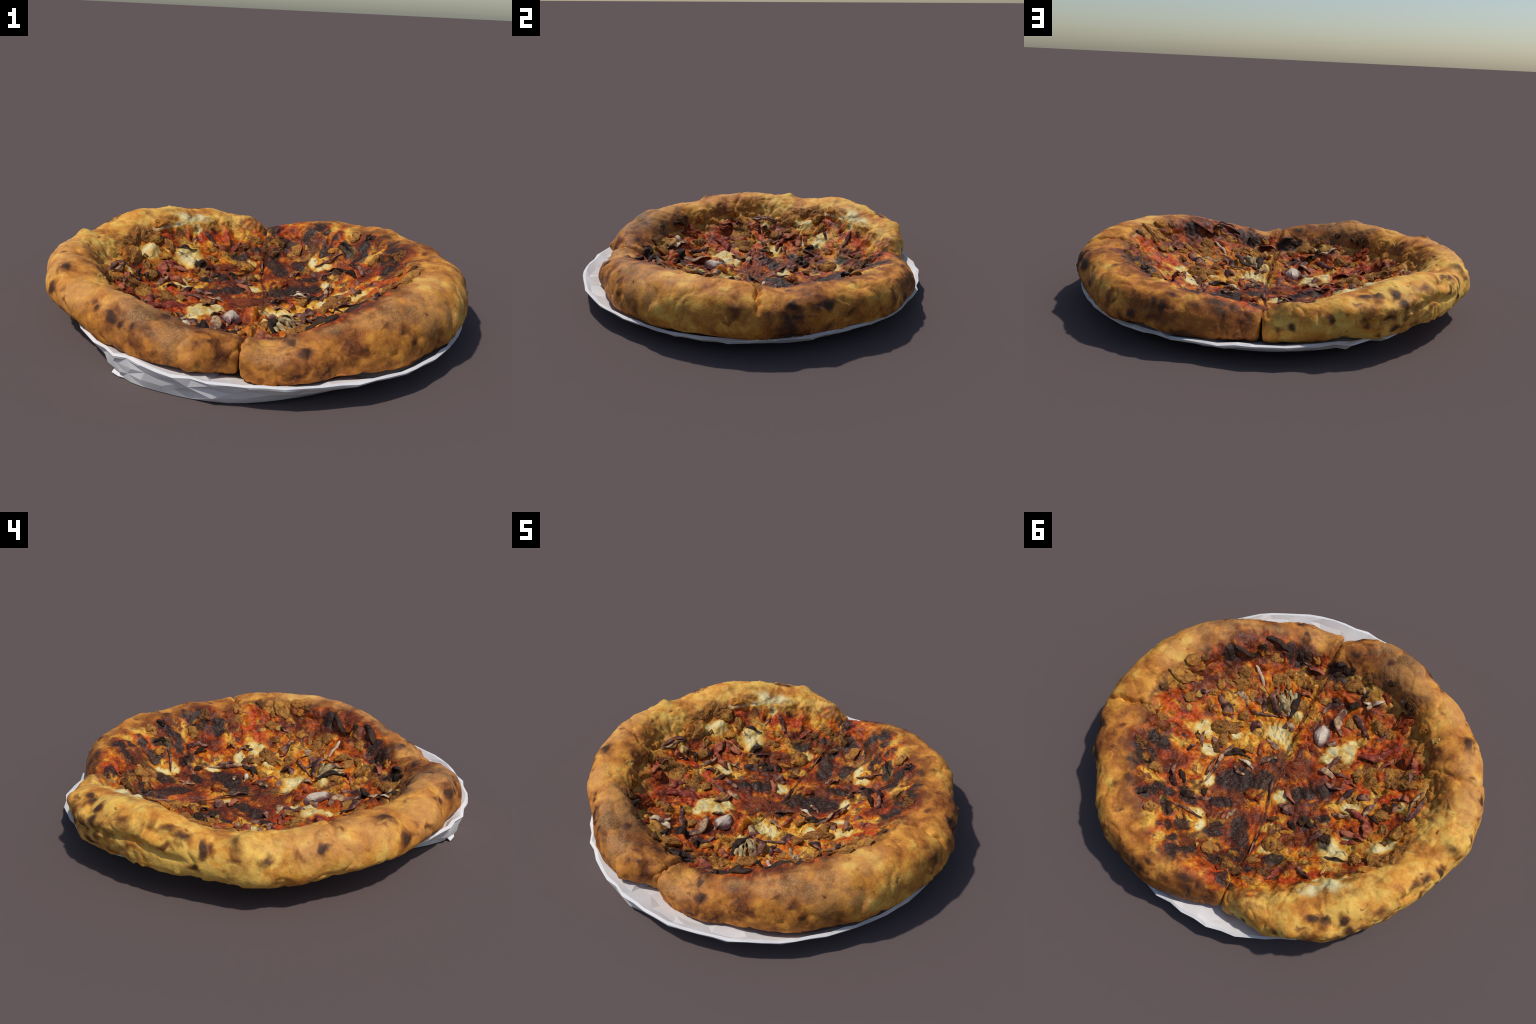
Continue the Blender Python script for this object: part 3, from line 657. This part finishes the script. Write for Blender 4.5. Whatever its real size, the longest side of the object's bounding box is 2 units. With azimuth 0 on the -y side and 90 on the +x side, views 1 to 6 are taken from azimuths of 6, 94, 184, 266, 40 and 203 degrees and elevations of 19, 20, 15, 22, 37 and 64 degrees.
    for x, y, z, rad in SCORCH:
        if rad >= 18:
            q = ((flat - np.array([x, y, z]) / 1e3) ** 2).sum(1) / (rad / 1e3) ** 2
            blister = np.maximum(blister, 0.14 * rad / 1e3 * np.exp(-q * 1.3))
    lump += blister
    # cracks where the slices were cut crosswise
    for a0, b0, depth, width in (((0.70, 0.098), (0.99, 0.122), 0.030, 0.011), ((-0.36, -0.23), (-0.95, -0.155), 0.014, 0.010)):
        a0, b0 = np.array(a0), np.array(b0)
        t = np.clip(((flat[:, :2] - a0) @ (b0 - a0)) / ((b0 - a0) @ (b0 - a0)), 0, 1)
        wig = 0.010 * np.sin(t * 23) * np.sin(t * 9 + 1)
        dd = np.abs(np.hypot(*(flat[:, :2] - a0 - t[:, None] * (b0 - a0)).T) - 0) 
        side_d = (flat[:, 0] - a0[0]) * (b0 - a0)[1] - (flat[:, 1] - a0[1]) * (b0 - a0)[0]
        side_d = side_d / np.linalg.norm(b0 - a0) + wig
        inside = (t > 0) & (t < 1) & (flat[:, 2] > 0.10)
        lump -= np.where(inside, depth * np.exp(-(side_d / width) ** 2) * np.minimum(1, 8 * np.minimum(t, 1 - t)), 0)
    lump *= np.where(np.repeat((rows >= len(rows) - NB)[None, :], NT + 1, 0).ravel(), 0.2, 1.0)
    flat = flat + n.reshape(-1, 3) * lump[:, None]
    # lay the half against the wavering cut
    x = flat[:, 0] * side
    near = np.exp(-(x / 0.16) ** 2)
    rr = np.hypot(flat[:, 0], flat[:, 1])
    gap = 0.0004 + np.where(flat[:, 1] > 0, 0.0015, 0.007) * smooth(0.70, 0.80, rr)
    flat[:, 0] += near * (cut_x(flat[:, 1]) + side * gap)
    # the slit is a little sunk
    flat[:, 2] += 0.007 * side * np.exp(-(x / 0.09) ** 2) * (rr < 0.75) * smooth(0.0, 0.02, x)
    flat[:, 2] -= (0.013 + 0.010 * np.abs(np.sin(9 * flat[:, 1]))) * np.exp(-(x / 0.013) ** 2) * (rr > 0.03) * np.repeat((rows <= NF + NW)[None, :], NT + 1, 0).ravel()
    tops = np.repeat((rows <= NF + NW)[None, :], NT + 1, 0).ravel()
    flat[:, 2] = np.where(tops, np.maximum(flat[:, 2], 0.026), flat[:, 2])
    return flat.reshape(g.shape)


def build_body(parent, side, mats):
    g = body_half(side)
    na, nr = g.shape[:2]
    flat = g.reshape(-1, 3)
    faces, kind = [], []
    for i in range(na - 1):
        for j in range(nr - 1):
            a, b, c, d = i * nr + j, (i + 1) * nr + j, (i + 1) * nr + j + 1, i * nr + j + 1
            faces.append((a, d, c, b))
            kind.append(0 if j < ROW_RIM else 1)
    me = bpy.data.meshes.new("whole")
    me.from_pydata(flat.tolist(), [], faces)
    me.polygons.foreach_set("use_smooth", [True] * len(faces))
    me.update()
    nor = np.empty(len(flat) * 3, np.float32)
    me.vertex_normals.foreach_get("vector", nor)
    nor = nor.reshape(-1, 3)
    bpy.data.meshes.remove(me)
    kind = np.array(kind)
    fa = np.array(faces)
    for k, name in ((0, "topping_bed"), (1, "crust")):
        sel = fa[kind == k]
        used = np.unique(sel)
        index = np.full(len(flat), -1)
        index[used] = np.arange(len(used))
        f = index[sel].tolist()
        verts, fm, normals = flat[used], [0] * len(f), nor[used]
        if k == 1:                                   # torn crumb on both cut faces
            extra = []
            for i in (0, na - 1):
                ring = [i * nr + j for j in range(nr)]
                base = len(verts)
                verts = np.vstack([verts, flat[ring]])
                normals = np.vstack([normals, np.tile([[-side, 0, 0]], (nr, 1))])
                order = list(range(base, base + nr))
                y, z = flat[ring][:, 1], flat[ring][:, 2]
                area = (y * np.roll(z, -1) - np.roll(y, -1) * z).sum()      # > 0: the face looks to +x
                extra.append(order if (area > 0) == (side < 0) else order[::-1])
            f += extra
            fm += [1] * len(extra)
        ob = mesh_object(name, verts, f, [mats[k], mats[2]], parent, True, fm)
        ob.data.normals_split_custom_set_from_vertices([tuple(v) for v in normals])
    return g


# ---------------------------------------------------------------- surface lookup for the toppings
class Ground:
    def __init__(self, grids):
        pts = np.vstack([g[:, :NF + NW + NQ // 2].reshape(-1, 3) for g in grids])
        self.cell = 0.012
        self.map = {}
        key = np.round(pts[:, :2] / self.cell).astype(int)
        for (a, b), z in zip(map(tuple, key), pts[:, 2]):
            self.map.setdefault((a, b), []).append(z)
        self.map = {k: sum(v) / len(v) for k, v in self.map.items()}

    def z(self, x, y):
        a, b = round(x / self.cell), round(y / self.cell)
        for ring in range(0, 6):
            found = [self.map[(a + i, b + j)] for i in range(-ring, ring + 1) for j in range(-ring, ring + 1) if (a + i, b + j) in self.map]
            if found:
                return sum(found) / len(found)
        return 0.1

    def normal(self, x, y, h=0.03):
        n = Vector((self.z(x - h, y) - self.z(x + h, y), self.z(x, y - h) - self.z(x, y + h), 2 * h))
        return n.normalized()


# ---------------------------------------------------------------- toppings
def lump_mesh(name, seed, mat, sharp):
    """A torn, facetted cluster of two to four broken bits, of radius about 1."""
    r = np.random.RandomState(seed)
    bm = bmesh.new()
    bits = 2 + seed % 3
    for b in range(bits):
        made = bmesh.ops.create_icosphere(bm, subdivisions=3, radius=1.0)["verts"]
        v = np.array([x.co[:] for x in made])
        d = np.full(len(v), 1.3)
        for _ in range(8):                           # flat broken sides
            n = r.normal(size=3)
            n /= np.linalg.norm(n)
            q = v @ n
            d = np.minimum(d, np.where(q > 0.05, r.uniform(0.45, 0.95) / np.maximum(q, 0.05), 9))
        d = 0.15 + 0.85 * d
        d += 0.28 * fbm(v, 1.4, 2, shift=seed + 7 * b) + sharp * fbm(v, 3.4, 3, 0.6, shift=seed + 3 + b)
        size = 0.92 if b == 0 else r.uniform(0.45, 0.7)
        turn = 2 * math.pi * b / bits + r.uniform(0, 1)
        off = np.array([math.cos(turn), math.sin(turn), r.uniform(-0.4, 0.35)]) * (0.15 if b == 0 else 0.62)
        stretch = r.uniform(0.75, 1.1, 3)
        for x, q, k in zip(made, v, d):
            x.co = Vector(q * k * size * stretch + off)
    me = bpy.data.meshes.new(name)
    bm.to_mesh(me)
    bm.free()
    me.materials.append(mat)
    me.polygons.foreach_set("use_smooth", [True] * len(me.polygons))
    me.set_sharp_from_angle(angle=0.45)
    return me


def place_lump(name, me, mat, parent, ground, x, y, a, b, turn, rise=0.55, sink=0.25):
    n = ground.normal(x, y)
    h = min(a, b) * rise
    rot = Vector((0, 0, 1)).rotation_difference(n).to_matrix() @ Matrix.Rotation(math.radians(turn), 3, "Z")
    ob = bpy.data.objects.new(name, me)
    ob.parent = parent
    tilt = Matrix.Rotation(random.uniform(-0.25, 0.25), 3, "X")
    mw = (rot @ tilt).to_4x4()
    pos = Vector((x, y, ground.z(x, y))) + n * (h * (1 - 2 * sink))
    ob.matrix_basis = Matrix.Translation(pos) @ mw @ Matrix.Diagonal((a, b, h, 1))
    bpy.context.scene.collection.objects.link(ob)
    ob.material_slots[0].link = "OBJECT"
    ob.material_slots[0].material = mat
    return ob


def strip(name, spine, width, mat, parent, ground, arch, lift, thick=0.0035, curl=0.5):
    """An onion strip: a curved band with thickness, arched lengthwise and cupped across."""
    pts = [Vector((p[0] / 1e3, p[1] / 1e3, 0)) for p in spine]
    if len(pts) == 3:
        pts = [pts[0], pts[0].lerp(pts[1], 0.67) + (pts[1] - (pts[0] + pts[2]) / 2) * 0.25, pts[1].lerp(pts[2], 0.33) + (pts[1] - (pts[0] + pts[2]) / 2) * 0.25, pts[2]]
    n = 22
    path = []
    for i in range(n + 1):
        t = i / n
        if len(spine) == 3:
            c = pts[0] * (1 - t) ** 3 + pts[1] * 3 * t * (1 - t) ** 2 + pts[2] * 3 * t * t * (1 - t) + pts[3] * t ** 3
        else:
            s = t * 3
            k = min(int(s), 2)
            f = s - k
            q = [pts[max(0, min(3, k + o))] for o in (-1, 0, 1, 2)]
            c = 0.5 * (2 * q[1] + (q[2] - q[0]) * f + (2 * q[0] - 5 * q[1] + 4 * q[2] - q[3]) * f * f + (3 * q[1] - q[0] - 3 * q[2] + q[3]) * f ** 3)
        path.append(c)
    length = sum((path[i + 1] - path[i]).length for i in range(n))
    base = [ground.z(c.x, c.y) for c in path]
    base = [sum(base[max(0, i - 3):i + 4]) / len(base[max(0, i - 3):i + 4]) for i in range(n + 1)]
    verts, faces = [], []
    m = 6
    ph = random.uniform(0, 6)
    roll = random.uniform(-0.75, 0.75)
    for i, c in enumerate(path):
        t = i / n
        tan = (path[min(n, i + 1)] - path[max(0, i - 1)]).normalized()
        side = Vector((-tan.y, tan.x, 0))
        nrm = ground.normal(c.x, c.y)
        up = (nrm - tan * nrm.dot(tan)).normalized()
        twist = roll + 0.5 * math.sin(t * 4 + ph)
        side, up = side * math.cos(twist) + up * math.sin(twist), up * math.cos(twist) - side * math.sin(twist)
        wdt = 1.15 * width / 2e3 * (0.12 + 0.88 * math.sin(math.pi * min(1, max(0, 0.04 + 0.92 * t))) ** 0.7) * (1 + 0.12 * math.sin(t * 9 + ph) + 0.06 * math.sin(t * 23 + 2 * ph))
        o = Vector((c.x, c.y, base[i])) + nrm * (lift + arch * math.sin(math.pi * t) + 0.004 * math.sin(t * 11 + ph))
        for k in range(m + 1):
            s = -1 + 2 * k / m
            verts.append(o + side * s * wdt + up * (curl * wdt * (1 - s * s) + thick * 0.5 * (1 - 0.5 * s * s)))
        for k in range(m, -1, -1):
            s = -1 + 2 * k / m
            verts.append(o + side * s * wdt * 0.96 + up * (curl * wdt * (1 - s * s) - thick * 0.5 * (1 - 0.5 * s * s)))
    w = 2 * (m + 1)
    for i in range(n):
        for k in range(w):
            faces.append((i * w + k, i * w + (k + 1) % w, (i + 1) * w + (k + 1) % w, (i + 1) * w + k))
    faces += [tuple(range(w))[::-1], tuple(n * w + k for k in range(w))]
    return mesh_object(name, verts, faces, [mat], parent)


def petal(name, x, y, length, width, height, turn, mat, parent, ground, thick=0.007, tip=1.0, tilt=0.0, rise=0.0, n=16, m=12, soft=True):
    """A cupped onion petal: a pointed dome with a wall thickness."""
    nrm = ground.normal(x, y)
    rot = Vector((0, 0, 1)).rotation_difference(nrm).to_matrix() @ Matrix.Rotation(math.radians(turn), 3, "Z") @ Matrix.Rotation(tilt, 3, "X")
    o = Vector((x, y, ground.z(x, y))) + nrm * rise
    verts, faces = [], []
    for shell, off in ((0, 0.0), (1, -thick)):
        for i in range(n + 1):
            t = -1 + 2 * i / n
            half = width / 2 * max(0.03, (1 - abs(t) ** 1.8)) ** 0.75 * (1 - 0.35 * tip * t)
            for k in range(m + 1):
                s = -1 + 2 * k / m
                z = height * ((1 - abs(s) ** 1.6) * (1 - 0.55 * t * t) - 0.25 * abs(t) ** 3) + off
                z += 0.10 * height * math.sin(5 * t + 3 * s)
                verts.append(o + rot @ Vector((half * s * (0.94 if shell else 1), length / 2 * t * (0.95 if shell else 1), z)))
    w = m + 1
    N = (n + 1) * w
    for i in range(n):
        for k in range(m):
            a = i * w + k
            faces.append((a, a + 1, a + w + 1, a + w))
            faces.append((N + a, N + a + w, N + a + w + 1, N + a + 1))
    ring = [k for k in range(w)] + [i * w + m for i in range(1, n + 1)] + [n * w + k for k in range(m - 1, -1, -1)] + [i * w for i in range(n - 1, 0, -1)]
    for a, b in zip(ring, ring[1:] + ring[:1]):
        faces.append((a, N + a, N + b, b))
    return mesh_object(name, verts, faces, [mat], parent, soft)


# ---------------------------------------------------------------- paper plate
# rim of the plate every 15 degrees: radius, height
PLATE_RIM = np.array([
    (980, 90), (988, 94), (985, 93), (975, 88), (963, 82), (954, 85), (950, 96), (942, 104), (915, 96), (875, 82), (815, 70), (770, 62),
    (745, 62), (775, 80), (850, 104), (905, 114), (928, 112), (938, 105), (946, 102), (956, 103), (965, 103), (967, 98), (967, 90), (972, 87),
]) / 1000.0
# foot of the plate wall every 15 degrees: radius, height
PLATE_FOOT = np.array([
    (905, 34), (905, 34), (900, 34), (885, 32), (870, 32), (860, 34), (855, 34), (840, 34), (800, 26), (750, 14), (715, 5), (685, 1),
    (670, 0), (665, 0), (690, 0), (770, 1), (893, 0), (903, 0), (898, 0), (870, 10), (850, 20), (860, 28), (885, 32), (900, 34),
]) / 1000.0


def build_plate(mat):
    """A closed, facetted body: rim, inner slope up to the pizza, wall and foot below."""
    na = 84
    th = np.linspace(0, 2 * math.pi, na, endpoint=False)
    rim, foot, crust = periodic(PLATE_RIM, th), periodic(PLATE_FOOT, th), periodic(RIM, th)
    r = RNG
    deg = np.degrees(th)
    sag = 0.030 * smooth(292, 312, deg) * (1 - smooth(345, 358, deg)) + 0.006
    in_r = np.minimum(crust[:, 4] - 0.025, rim[:, 0] - 0.045)
    in_z = np.minimum(crust[:, 5] - 0.006 - sag, rim[:, 1] - 0.004 - 0.25 * sag)
    flute = 0.003 * np.sin(th * 41) + 0.004 * r.normal(size=na).clip(-1.5, 1.5)
    edge_r, edge_z = rim[:, 0] + flute, rim[:, 1] + 0.004 * r.normal(size=na).clip(-1.5, 1.5)
    rows = [(in_r * 0.4, np.full(na, 0.009), 0.0), (in_r * 0.8, np.full(na, 0.012), 0.0), (in_r * 0.93, in_z * 0.55, 0.0), (in_r, in_z, 0.002)]
    for f in (0.4, 0.75):
        rows.append((in_r + (edge_r - in_r) * f, in_z + (edge_z - in_z) * f ** 1.3, 0.0035))
    rows.append((edge_r - 0.014, edge_z + 0.001, 0.002))
    rows.append((edge_r, edge_z - 0.003, 0.0))
    rows.append((edge_r - 0.003, edge_z - 0.011, 0.001))
    for f in (0.70, 0.35):
        rows.append((foot[:, 0] + (edge_r - 0.004 - foot[:, 0]) * f, foot[:, 1] + (edge_z - 0.012 - foot[:, 1]) * f, 0.005))
    rows.append((foot[:, 0], foot[:, 1], 0.0))
    rows.append((foot[:, 0] * 0.6, foot[:, 1] * 0.8, 0.0))
    verts = []
    for rr, zz, amp in rows:
        a = th + (r.uniform(-0.3, 0.3, na) * 2 * math.pi / na if amp else 0)
        rr = rr + amp * r.normal(size=na)
        zz = np.maximum(zz + 0.8 * amp * r.normal(size=na), 0.0)
        verts += list(zip(rr * np.cos(a), rr * np.sin(a), zz))
    nv = len(verts)
    verts += [(0, 0, 0.008), (0, 0, 0.003)]
    faces = [(nv, i, (i + 1) % na) for i in range(na)]
    last = (len(rows) - 1) * na
    faces += [(nv + 1, last + (i + 1) % na, last + i) for i in range(na)]
    for k in range(len(rows) - 1):
        for i in range(na):
            a, b = k * na + i, k * na + (i + 1) % na
            c, d = a + na, b + na
            faces += [(a, c, b), (b, c, d)] if (i * 7 + k * 3) % 5 < 3 else [(a, d, b), (a, c, d)]
    ob = mesh_object("paper_plate", verts, faces, [mat], None, True)
    ob.data.set_sharp_from_angle(angle=0.16)
    ob["label"], ob["category"] = "white crumpled paper plate with a soft fluted edge", "paper plate"
    # folded corner of the paper on the ground
    m2 = 9
    v, f = [], []
    for i in range(m2 + 1):
        t = i / m2
        a = math.radians(237 + 26 * t)
        for k, (dr, z) in enumerate(((-0.050, 0.050), (-0.010, 0.020), (0.012 + 0.006 * math.sin(i * 2.2), 0.0015))):
            rr = 0.885 + 0.012 * t + dr * (1 if k < 2 else 1 - 0.6 * t)
            v.append((rr * math.cos(a), rr * math.sin(a), z + 0.004 * r.uniform(0, 1) * (k > 0 and k < 2)))
    for i in range(m2):
        for k in range(2):
            a = i * 3 + k
            f += [(a, a + 1, a + 3), (a + 1, a + 4, a + 3)]
    fold = mesh_object("folded_edge", v, f, [mat], ob, False)
    s = fold.modifiers.new("paper", "SOLIDIFY")
    s.thickness, s.offset = 0.003, 0.0
    return ob


def paper_material():
    m = Nodes("white_paper")
    p = m.coords()
    n = m.noise(p, 5.0, 3.0)
    f = m.noise(p, 60.0, 3.0)
    col = m.ramp(n, [(0.35, (0.66, 0.635, 0.62)), (0.65, (0.76, 0.74, 0.725))])
    return m.finish(col, 0.75, f, 0.15, 0.004, 0.25)


def crumb_material():
    m = Nodes("bread_crumb")
    p = m.coords()
    n = m.noise(p, 30.0, 4.0, 0.65)
    col = m.ramp(n, [(0.32, (0.22, 0.09, 0.02)), (0.5, (0.44, 0.24, 0.06)), (0.66, (0.60, 0.40, 0.14))])
    return m.finish(col, 0.8, n, 0.6, 0.01, 0.2)


def build():
    pizza = empty("pizza", "deep crusty baked pizza with sausage, red onion and scorched cheese", "pizza")
    mats = [pizza_material("sauce_and_cheese", False), pizza_material("baked_crust", True), crumb_material()]
    grids = [build_body(pizza, s, mats) for s in (1, -1)]
    ground = Ground(grids)

    tones = {
        "b": lump_material("browned_sausage", (0.15, 0.048, 0.010), (0.47, 0.215, 0.052), (0.060, 0.019, 0.008)),
        "d": lump_material("dark_sausage", (0.060, 0.020, 0.009), (0.29, 0.120, 0.032), (0.022, 0.014, 0.011), soot=0.03),
        "k": lump_material("charred_crumb", (0.014, 0.011, 0.009), (0.080, 0.036, 0.018), (0.014, 0.012, 0.011), rough=0.5),
        "r": lump_material("sauced_tomato", (0.10, 0.012, 0.005), (0.34, 0.060, 0.015), (0.06, 0.016, 0.008), rough=0.45),
        "o": lump_material("orange_cheese_lump", (0.30, 0.075, 0.012), (0.62, 0.27, 0.040), (0.13, 0.035, 0.010), rough=0.5),
        "y": lump_material("golden_cheese_lump", (0.42, 0.20, 0.035), (0.68, 0.44, 0.12), (0.24, 0.09, 0.02), rough=0.5),
    }
    names = {"b": "sausage_chunk", "d": "sausage_chunk", "k": "charred_flake", "r": "tomato_piece", "o": "cheese_lump", "y": "cheese_lump"}
    shapes = [lump_mesh("torn_lump", 31 + 5 * i, tones["b"], 0.16 + 0.05 * (i % 3)) for i in range(12)]
    for x, y, a, b, turn, tone in CHUNKS:
        inn = periodic(INNER, np.array([math.atan2(y, x)]))[0, 0]
        if math.hypot(x, y) / 1e3 > inn + (0.10 if tone in 'bk' else 0.06):
            continue                                 # only a stain of the rim
        place_lump(names[tone], random.choice(shapes), tones[tone], pizza, ground, x / 1e3, y / 1e3, a / 2e3 * 1.15, b / 2e3 * 1.15, turn, random.uniform(0.5, 0.75), 0.50)
    taken = [(c[0] / 1e3, c[1] / 1e3, max(c[2], c[3]) / 2e3) for c in CHUNKS]
    made = 0
    while made < 40:                                # crumbs between the larger pieces
        a, r = random.uniform(0, 2 * math.pi), 0.70 * math.sqrt(random.random())
        x, y = r * math.cos(a), r * math.sin(a)
        s = random.uniform(0.012, 0.024)
        if abs(x - float(cut_x(y))) < 0.03 or any(math.hypot(x - q[0], y - q[1]) < 0.7 * (s + q[2]) for q in taken):
            continue
        smooth_zone = abs(x - 0.08) < 0.22 and -0.02 < y < 0.62 or (-0.30 < x < 0 and -0.1 < y < 0.35)
        if smooth_zone and random.random() < 0.8:
            continue
        tone = random.choice("bbbdoorryk" if y < 0.1 else "bddoorrky")
        place_lump(names[tone], random.choice(shapes), tones[tone], pizza, ground, x, y, s * random.uniform(1, 1.7), s, random.uniform(0, 180), random.uniform(0.6, 0.9), 0.48)
        taken.append((x, y, s))
        made += 1

    onion = {
        "p": onion_material("pale_onion", (0.52, 0.35, 0.18), (0.17, 0.065, 0.050), (0.05, 0.020, 0.015), 0.03),
        "u": onion_material("purple_onion", (0.30, 0.145, 0.095), (0.085, 0.030, 0.028), (0.030, 0.014, 0.012), 0.05),
        "r": onion_material("red_onion", (0.40, 0.13, 0.065), (0.22, 0.034, 0.024), (0.08, 0.017, 0.012), 0.0),
        "w": onion_material("white_onion", (0.70, 0.58, 0.40), (0.52, 0.34, 0.22), (0.10, 0.04, 0.02), -0.03),
        "k": onion_material("charred_onion", (0.060, 0.030, 0.018), (0.022, 0.014, 0.011), (0.012, 0.010, 0.009), 0.0),
    }
    for *spine, width, look in STRIPS:
        k = look == "k"
        edge = 0.004 if k and math.hypot(*spine[0]) > 640 else 0.0
        strip("onion_strip" if not k else "charred_onion", spine, width, onion[look], pizza, ground, edge + random.uniform(0.002, 0.012), 0.5 * edge + random.uniform(0.000, 0.006), curl=random.uniform(0.25, 0.6))
    made = 0
    while made < 30:
        a, r = random.uniform(0, 2 * math.pi), random.uniform(0.15, 0.66)
        x, y = r * math.cos(a) * 1e3, r * math.sin(a) * 1e3
        if abs(x - 1e3 * float(cut_x(y / 1e3))) < 60:
            continue
        L, d = random.uniform(30, 60), random.uniform(0, 2 * math.pi)
        bend = random.uniform(-18, 18)
        c, s = math.cos(d), math.sin(d)
        strip("onion_strip", [(x - L * c, y - L * s), (x - bend * s, y + bend * c), (x + L * c, y + L * s)], random.uniform(16, 30), onion[random.choice("uuppruurk")], pizza, ground, random.uniform(0.002, 0.010), 0.002, curl=random.uniform(0.1, 0.4))
        made += 1
    # big petals
    petal("onion_petal", -0.087, -0.228, 0.150, 0.100, 0.036, 10, petal_material("onion_petal_skin", (0.58, 0.47, 0.36), (0.13, 0.045, 0.042), True), pizza, ground, rise=0.0, n=9, m=6, soft=False)
    # an onion heart, cut open: pale ribs that spread from its root between two dark skins
    heart = onion_material("onion_heart", (0.50, 0.42, 0.21), (0.30, 0.19, 0.09), (0.10, 0.045, 0.030), 0.02)
    for mid, tip in (((182, -310), (230, -347)), ((176, -323), (219, -378)), ((164, -336), (203, -402)), ((147, -339), (177, -412)), ((124, -342), (147, -407))):
        strip("onion_rib", [(116, -263), mid, tip, 0][:3], 27, heart, pizza, ground, 0.012, 0.009, curl=0.35)
    strip("onion_skin", [(240, -385), (250, -300), (128, -246)], 30, onion["u"], pizza, ground, 0.012, 0.018, curl=0.4)
    strip("onion_skin", [(142, -420), (100, -353), (108, -256)], 34, onion["k"], pizza, ground, 0.012, 0.014, curl=0.4)
    build_plate(paper_material())


def petal_material(name, heart, edge, spot):
    m = Nodes(name)
    g = m.coords("Generated")
    p = m.coords()
    d = m.vmath("LENGTH", m.vmath("MULTIPLY", m.vmath("SUBTRACT", g, (0.5, 0.5, 0.5)), (2.0, 2.0, 0.0)))
    n = m.noise(p, 40.0, 3.0)
    d = m.math("ADD", d, m.math("MULTIPLY", m.math("SUBTRACT", n, 0.5), 0.5))
    col = m.mix(m.step(d, 0.50, 0.92), heart, edge)
    if spot:
        col = m.mix(m.math("MULTIPLY", m.step(m.noise(p, 190.0, 2.0), 0.56, 0.66), 0.45), col, (0.14, 0.10, 0.09))
    else:
        w = m.new("ShaderNodeTexWave")
        m.put(m.warp(p, 20.0, 0.03), w.inputs[0])
        w.inputs["Scale"].default_value = 34.0
        col = m.mix(m.math("MULTIPLY", w.outputs["Fac"], 0.5), col, (0.30, 0.20, 0.09))
    return m.finish(col, 0.45, n, 0.25, 0.006, 0.3)


build()
